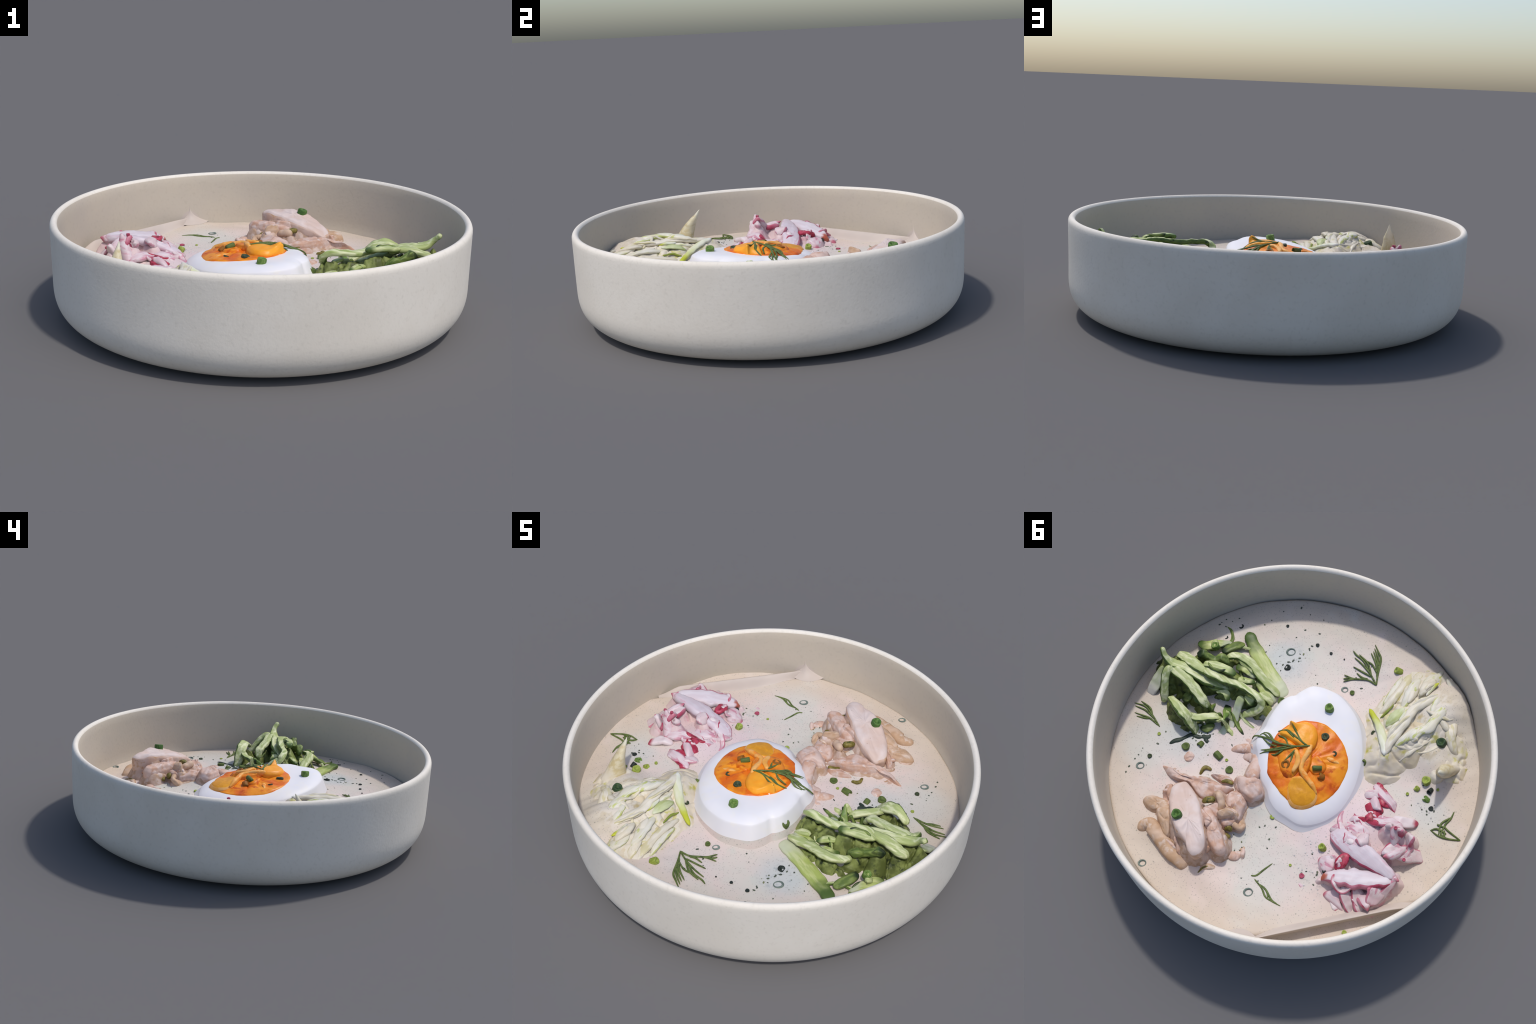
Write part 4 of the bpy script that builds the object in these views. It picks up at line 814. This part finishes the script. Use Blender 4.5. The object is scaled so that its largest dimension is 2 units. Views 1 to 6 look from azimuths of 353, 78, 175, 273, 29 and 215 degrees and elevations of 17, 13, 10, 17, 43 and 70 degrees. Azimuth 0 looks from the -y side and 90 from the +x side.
def mantle(name, mat, paths, lumps, sink, slope, soft=90.0, cell=0.006, rough=0.004, scale=20, seed=1.0, broad=0.42, crag=0.0, paint=None):
    """One draped mass under a heap: it hangs from the heap's pieces and runs out into the soup."""
    pts = []
    for s in paths:
        line = spline(s["path"], 4)
        pts += [(p.x, p.y, p.z - sink, broad * interp(s["width"], i / (len(line) - 1))) for i, p in enumerate(line)]
    for s in lumps:
        ring = spline(s["rim"], 2, closed=True)
        c = sum(ring, Vector()) / len(ring)
        for f in (0.0, 0.4, 0.75):
            pts += [(*(c + (p - c) * f), 0.02) for p in ring]
        for k in range(len(pts) - 3 * len(ring), len(pts)):
            pts[k] = (pts[k][0], pts[k][1], pts[k][2] - sink, pts[k][3])
    P = np.array(pts)
    x0, y0, x1, y1 = P[:, 0].min() - 0.2, P[:, 1].min() - 0.2, P[:, 0].max() + 0.2, P[:, 1].max() + 0.2
    nx, ny = int((x1 - x0) / cell) + 1, int((y1 - y0) / cell) + 1
    verts, ok, near = [], [], []
    xs = x0 + np.arange(nx) * cell
    for j in range(ny):
        y = y0 + j * cell
        d = np.hypot(xs[:, None] - P[None, :, 0], y - P[None, :, 1])
        h = P[None, :, 2] - slope * np.maximum(0.0, d - P[None, :, 3])
        top = h.max(1)
        near += list((d - P[None, :, 3]).min(1))
        wt = np.exp(soft * (h - top[:, None]))
        h = (h * wt).sum(1) / wt.sum(1)
        for i in range(nx):
            x = float(xs[i])
            r = math.hypot(x, y)
            low = soup_height(x, y) - 0.010
            z = float(h[i]) + rough * (noise.noise(Vector((x * scale + seed, y * scale, seed))) + 0.6 * noise.noise(Vector((x * scale * 2.3, y * scale * 2.3, seed))))
            if crag:
                z -= crag * crease(x, y, seed)
            inside = r < 0.94
            ok.append(inside and z > low)
            verts.append((x, y, max(z, low)))
    faces = []
    for j in range(ny - 1):
        for i in range(nx - 1):
            q = (j * nx + i, j * nx + i + 1, (j + 1) * nx + i + 1, (j + 1) * nx + i)
            if any(ok[k] for k in q) and all(math.hypot(verts[k][0], verts[k][1]) < 0.948 for k in q):
                faces.append(q)
    used = sorted({k for f in faces for k in f})
    index = {k: n for n, k in enumerate(used)}
    slots = None
    if paint:
        slots = [1 if near[f[0]] + 0.010 * noise.noise(Vector(verts[f[0]]) * 30) < 0.006 else 0 for f in faces]
    return add(name, [verts[k] for k in used], [tuple(index[k] for k in f) for f in faces], [mat, paint] if paint else mat, slots=slots)

def shreds(name, hosts, count, heading, spread, length, width, thick, choose, lift=0.004, edge=None, sag=0.5, rough=0.003, drop=0.055):
    """Loose shreds laid over a heap: each follows the surface under it, lying near one of the host strips."""
    on = Probe()
    for _ in range(count):
        host = random.choice(hosts)["path"]
        p = Vector(random.choice(host)) + Vector((random.gauss(0, 0.03), random.gauss(0, 0.03), 0))
        a, l, bend = math.radians(random.gauss(heading, spread)), random.uniform(*length), random.gauss(0, 0.7)
        path = []
        for k in range(6):
            f = k / 5 - 0.5
            x = p.x + math.cos(a + bend * f) * l * f
            y = p.y + math.sin(a + bend * f) * l * f
            path.append(Vector((x, y, on(x, y))))
        zs = [q.z for q in path]
        if max(zs) - min(zs) > drop or min(zs) < 0.19:
            continue
        top = max(zs)
        path = [(q.x, q.y, q.z + (top - q.z) * sag * (1 - (2 * (k / 5 - 0.5)) ** 2) * 0.6 + lift) for k, q in enumerate(path)]
        if any(math.hypot(q[0], q[1]) > 0.9 for q in path):
            continue
        w = random.uniform(*width)
        style = random.choice(choose)
        strip(name, dict(path=path, width=[w * 0.5, w, w * random.uniform(0.8, 1.2), w, w * 0.45], thick=thick, roll=random.gauss(0, 22)), M[style], edge if style != "cuc_skin" else None, square=2.8, rough=rough, ragged=0.3, tip=0.9)

def build_egg():
    white = lump("egg_white", EGG_RIM, 0.014, [M["egg"], M["soup"]], bottom=0.17, bevel=0.015, flare=0.058, rough=0.002, steps=5, scale=9, seed=3, side_slot=True, power=3.6)
    on_white = Probe([white])
    yolk = lump("yolk", YOLK_RIM, 0.008, M["yolk"], white, bottom=0.25, bevel=0.003, rough=0.006, seed=8, scale=18, crag=0.010, ground=lambda x, y, d: on_white(x, y, d) + 0.006)
    for s in YOLK_LUMPS:
        if s["style"] == "yolk_rim":
            lump("yolk_lump", s["rim"], s["rise"], [M["yolk_pale"], M["yolk_core"]], white, bottom=0.25, bevel=0.008, rough=0.002, inner_slot=7)
        else:
            lump("yolk_lump", s["rim"], s["rise"], M[s["style"]], white, bottom=0.25, bevel=0.01, rough=0.004)
    for s in YOLK_RIDGES:
        strip("yolk_crumb", s, M[s["style"]], parent=white, rough=0.004)

def build_chicken():
    mantle("chicken_heap", M["heap_chicken"], CHICKEN_ROLLS, CHICKEN_LUMPS, 0.024, 1.8, rough=0.007, scale=16, cell=0.005, crag=0.010, broad=0.36)
    for s in CHICKEN_LUMPS:
        if s["style"] == "slab":
            lump("chicken_slice", s["rim"], s["rise"], [M["slab"], M["slabside"]], bottom=0.20, bevel=0.012, rough=0.006, side_slot=True, seed=5, crag=0.004)
        else:
            lump("chicken_piece", s["rim"], s["rise"], M[s["style"]], bevel=0.014, rough=0.007, scale=18, crag=0.006)
    for s in CHICKEN_ROLLS:
        strip("chicken_piece", s, M[s["style"]], rough=0.006, square=2.2)
    shreds("chicken_fibre", CHICKEN_ROLLS[:4] + [dict(path=c["rim"]) for c in CHICKEN_LUMPS[1:13]], 22, 130, 24, (0.07, 0.14), (0.020, 0.045), 0.018, ["pink", "tan", "pink"], lift=-0.002, sag=0.2, rough=0.004)
    for s in OLIVE_BITS:
        strip("olive_bit", s, M["olive"], rough=0.003)

def build_vegetables():
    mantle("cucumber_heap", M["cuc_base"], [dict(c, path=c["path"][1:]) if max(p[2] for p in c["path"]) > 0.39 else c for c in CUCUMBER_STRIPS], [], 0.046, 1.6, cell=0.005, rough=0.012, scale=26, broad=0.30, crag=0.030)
    mantle("cabbage_heap", M["heap_cabbage"], [c for c in CABBAGE_STRIPS if c["style"] != "fin"] + [dict(path=[(-0.56, -0.48, 0.31), (-0.62, -0.41, 0.292), (-0.66, -0.335, 0.28)], width=[0.08, 0.09, 0.07]), dict(path=[(-0.60, -0.55, 0.29), (-0.69, -0.45, 0.272), (-0.73, -0.36, 0.26)], width=[0.06, 0.08, 0.06])], [], 0.006, 0.72, soft=60.0, cell=0.004, rough=0.006, scale=18, crag=0.012, broad=0.6, paint=M["cab_coat"])
    mantle("radish_heap", M["heap_radish"], RADISH_STRIPS, RADISH_LUMPS, 0.030, 1.7, cell=0.005, rough=0.009, scale=26, broad=0.36)
    for s in CUCUMBER_STRIPS:
        skinned = s["style"] in ("pale", "tip")
        strip("cucumber_strip", dict(s, thick=s["thick"] * 0.75), M["cuc_" + s["style"]], M["cuc_edge"] if skinned else None, square=4.0, rough=0.0045, broad=1.2, ragged=0.18)
    shreds("cucumber_shred", CUCUMBER_STRIPS[1:16], 46, -35, 30, (0.09, 0.20), (0.016, 0.034), 0.014, ["cuc_pale", "cuc_tip", "cuc_pale", "cuc_skin"], edge=M["cuc_edge"], lift=-0.004, sag=0.3, drop=0.085)
    for s in CABBAGE_STRIPS:
        if s["style"] == "fin":
            continue
        strip("cabbage_strip", s, M["cab_" + s["style"]], rough=0.004, square=2.0, tip=1.6, ragged=0.28, broad=1.15 if s["style"] in ("white", "limemid") else 1.3)
    shreds("cabbage_shred", [c for c in CABBAGE_STRIPS if c["style"] == "white"], 14, 58, 14, (0.12, 0.24), (0.016, 0.034), 0.012, ["cab_white", "cab_white", "cab_limemid", "cab_white", "cab_green"], lift=0.0, sag=0.3)
    strip("cabbage_leaf_point", dict(path=[(-0.672, -0.395, 0.21), (-0.670, -0.378, 0.265), (-0.668, -0.355, 0.315), (-0.663, -0.328, 0.365), (-0.656, -0.300, 0.408), (-0.651, -0.282, 0.440)],
          width=[0.17, 0.12, 0.08, 0.05, 0.022, 0.003], thick=0.07, roll=0), M["cab_fin"], up=(0.7, -0.75, 0.1), rough=0.003, ragged=0.08, tip=0.1, square=1.9)
    for s in RADISH_LUMPS:
        lump("radish_piece", s["rim"], s["rise"], M["rad_petal"], rough=0.006)
    for path, width, thick, up in (  # upright points of curled radish
            ([(-0.600, 0.055, 0.21), (-0.618, 0.062, 0.27), (-0.632, 0.068, 0.325), (-0.640, 0.073, 0.380)], [0.16, 0.10, 0.05, 0.012], 0.06, (1, 0.1, 0.2)),
            ([(-0.690, 0.110, 0.21), (-0.685, 0.135, 0.27), (-0.665, 0.170, 0.305), (-0.640, 0.202, 0.326)], [0.13, 0.08, 0.04, 0.004], 0.05, (1, -0.2, 0.3)),
            ([(-0.640, 0.390, 0.22), (-0.670, 0.415, 0.258), (-0.700, 0.445, 0.276), (-0.722, 0.468, 0.284)], [0.12, 0.08, 0.05, 0.006], 0.04, (0.6, -0.5, 0.6)),
            ([(-0.660, 0.285, 0.25), (-0.705, 0.280, 0.290), (-0.745, 0.278, 0.312), (-0.775, 0.278, 0.322)], [0.12, 0.08, 0.045, 0.008], 0.04, (0.3, 0.2, 1)),
            ([(-0.440, -0.02, 0.21), (-0.46, -0.01, 0.25), (-0.49, 0.005, 0.272), (-0.52, 0.01, 0.285)], [0.10, 0.07, 0.04, 0.006], 0.04, (0.8, 0.3, 0.5))):
        strip("radish_point", dict(path=path, width=width, thick=thick, roll=0), M["rad_petal"], M["rad_edge"], up=up, rough=0.004, ragged=0.1, tip=0.15, square=2.0)
    for s in RADISH_STRIPS:
        edged = s["style"] in ("slab", "petal", "slabtip", "white")
        strip("radish_slice", s, M["rad_" + s["style"]], M["rad_edge"] if edged else None, rough=0.006, tip=0.8, ragged=0.25, broad=1.2, square=3.4)

    shreds("radish_shred", RADISH_STRIPS, 26, 140, 40, (0.06, 0.14), (0.020, 0.045), 0.012, ["rad_white", "rad_petal", "rad_red", "rad_petal", "rad_white", "rad_redtip"], lift=-0.001, sag=0.25, edge=M["rad_edge"])

# ------------------------------------------------------------------ herbs
def chive_mesh():
    """A hollow-looking cut of chive, one unit high and one unit in radius, top at z = 0."""
    seg, rows = 20, [(0.0, -0.30), (0.35, -0.26), (0.55, -0.06), (0.74, -0.01), (0.90, 0.0), (0.99, -0.07), (1.02, -0.25), (1.0, -0.6), (0.97, -1.0), (0.0, -1.0)]
    verts, faces = [], []
    for r, z in rows:
        for i in range(seg):
            a = TAU * i / seg
            k = 1 + 0.05 * math.sin(3 * a + 1) + 0.03 * math.sin(5 * a)
            verts.append((max(r, 0.001) * k * math.cos(a), max(r, 0.001) * k * math.sin(a), z))
    for j in range(len(rows) - 1):
        for i in range(seg):
            a, b = j * seg + i, j * seg + (i + 1) % seg
            faces.append((a, a + seg, b + seg, b))
    return verts, faces

def build_herbs():
    surface = Probe()
    verts, faces = chive_mesh()
    meshes = {}
    for (p, r, h, heading, lean, style) in CHIVES:
        if style not in meshes:
            me = bpy.data.meshes.new("chive_cut_" + style)
            me.from_pydata(verts, [], faces)
            me.materials.append(M["chive_" + style])
            me.polygons.foreach_set("use_smooth", [True] * len(faces))
            me.update()
            meshes[style] = me
        ob = bpy.data.objects.new("chive_cut", meshes[style])
        bpy.context.scene.collection.objects.link(ob)
        ob.parent = ROOT
        rot = Matrix.Rotation(math.radians(heading), 4, "Z") @ Matrix.Rotation(math.radians(lean), 4, "Y") @ Matrix.Rotation(random.uniform(0, TAU), 4, "Z")
        p = Vector(p)
        ground = surface(p.x, p.y)
        p.z = min(max(p.z, ground + max(0.45 * h, 0.005)), ground + max(0.8 * h, 0.006))
        drop = r * math.sin(math.radians(lean))
        shift = rot @ Vector((0, 0, h * 0.5)) if lean > 50 else Vector()
        ob.matrix_basis = Matrix.Translation(Vector(p) - Vector((0, 0, drop)) + shift) @ rot @ Matrix.Diagonal((r, r, h, 1))
    for p, r in CHIVE_RINGS:
        p = (p[0], p[1], surface(p[0], p[1]) + 0.002)
        vs, fs, big, small = [], [], 28, 8
        for i in range(big):
            a = TAU * i / big
            for k in range(small):
                b = TAU * k / small
                thin = 0.0042 * (1 + 0.35 * math.sin(a + 1.2))
                rr = r * (1 + 0.08 * math.sin(2 * a)) + thin * math.cos(b)
                vs.append((p[0] + rr * math.cos(a), p[1] + rr * math.sin(a), p[2] - 0.001 + thin * 0.8 * math.sin(b) - 0.002 * math.sin(a)))
        for i in range(big):
            for k in range(small):
                fs.append((i * small + k, ((i + 1) % big) * small + k, ((i + 1) % big) * small + (k + 1) % small, i * small + (k + 1) % small))
        add("chive_ring", vs, fs, M["ring"])
    for s in DILL_SPRIGS:
        stem, kelp = None, s["sprig"] == "K"
        for shoot in s["shoots"]:
            wide = [0.022, 0.03, 0.026, 0.028, 0.02] if kelp else [0.0075, 0.0095, 0.0105, 0.009, 0.005]
            shoot = [(x, y, min(max(z, surface(x, y) + 0.004), surface(x, y) + (0.03 if s["sprig"] == "E" else 0.009))) for x, y, z in shoot]
            ob = strip(("dark_herb_leaf" if kelp else "dill_sprig") if stem is None else "dill_needle", dict(path=shoot, width=wide, thick=0.016 if kelp else 0.0075, roll=0), M["kelp"] if kelp else M["dill"],
                       parent=stem, sides=8, square=2.0, rough=0.003 if kelp else 0.0012, tip=1.0)
            if stem is None:
                stem = ob
    # froth caught around the radish and chicken
    vs, fs = [], []
    for cx, cy, spread, count in ((-0.42, 0.43, 0.05, 26), (-0.33, 0.33, 0.05, 18), (-0.71, -0.14, 0.03, 10), (0.26, 0.24, 0.02, 14), (0.47, 0.10, 0.05, 16), (0.30, -0.30, 0.05, 14)):
        for _ in range(count):
            x, y, r = random.gauss(cx, spread), random.gauss(cy, spread), random.uniform(0.0025, 0.0055)
            z, base = soup_height(x, y), len(vs)
            for j in range(4):
                e = math.pi / 2 * j / 3
                for i in range(8):
                    a = TAU * i / 8
                    vs.append((x + r * math.cos(e) * math.cos(a), y + r * math.cos(e) * math.sin(a), z - 0.001 + r * 0.8 * math.sin(e)))
            for j in range(3):
                for i in range(8):
                    a, b = base + j * 8 + i, base + j * 8 + (i + 1) % 8
                    fs.append((a, b, b + 8, a + 8))
    add("froth", vs, fs, M["bubble"])["kind"] = "stuff"
    # scraps of herb and pepper adrift
    vs, fs = [], []
    for cx, cy, spread, count in ((0.40, -0.62, 0.11, 16), (0.33, -0.45, 0.05, 14), (0.50, 0.14, 0.06, 20), (-0.43, 0.42, 0.05, 16), (-0.20, 0.58, 0.12, 8), (0.05, -0.55, 0.16, 10), (0.66, 0.36, 0.10, 7), (-0.72, -0.15, 0.05, 12), (0.72, -0.52, 0.05, 14), (-0.02, 0.42, 0.1, 12)):
        for _ in range(count):
            x, y, r = random.gauss(cx, spread), random.gauss(cy, spread), random.uniform(0.002, 0.0052)
            if math.hypot(x, y) > 0.92:
                continue
            if abs(surface(x, y) - soup_height(x, y)) > 0.006:
                continue
            z, base, a0, long = surface(x, y), len(vs), random.uniform(0, TAU), random.uniform(1.0, 1.8)
            for zz, k in ((-0.002, 0.9), (0.0010, 1.0), (0.0022, 0.6)):
                for i in range(7):
                    a = TAU * i / 7
                    u, v = r * k * long * math.cos(a), r * k * math.sin(a)
                    vs.append((x + u * math.cos(a0) - v * math.sin(a0), y + u * math.sin(a0) + v * math.cos(a0), z + zz))
            for j in range(2):
                for i in range(7):
                    a, b = base + j * 7 + i, base + j * 7 + (i + 1) % 7
                    fs.append((a, b, b + 7, a + 7))
            fs.append(tuple(base + 14 + i for i in range(7)))
    add("herb_flecks", vs, fs, M["fleck"])["kind"] = "stuff"

build_bowl()
build_soup()
build_milk_skin()
build_egg()
build_chicken()
build_vegetables()
build_herbs()
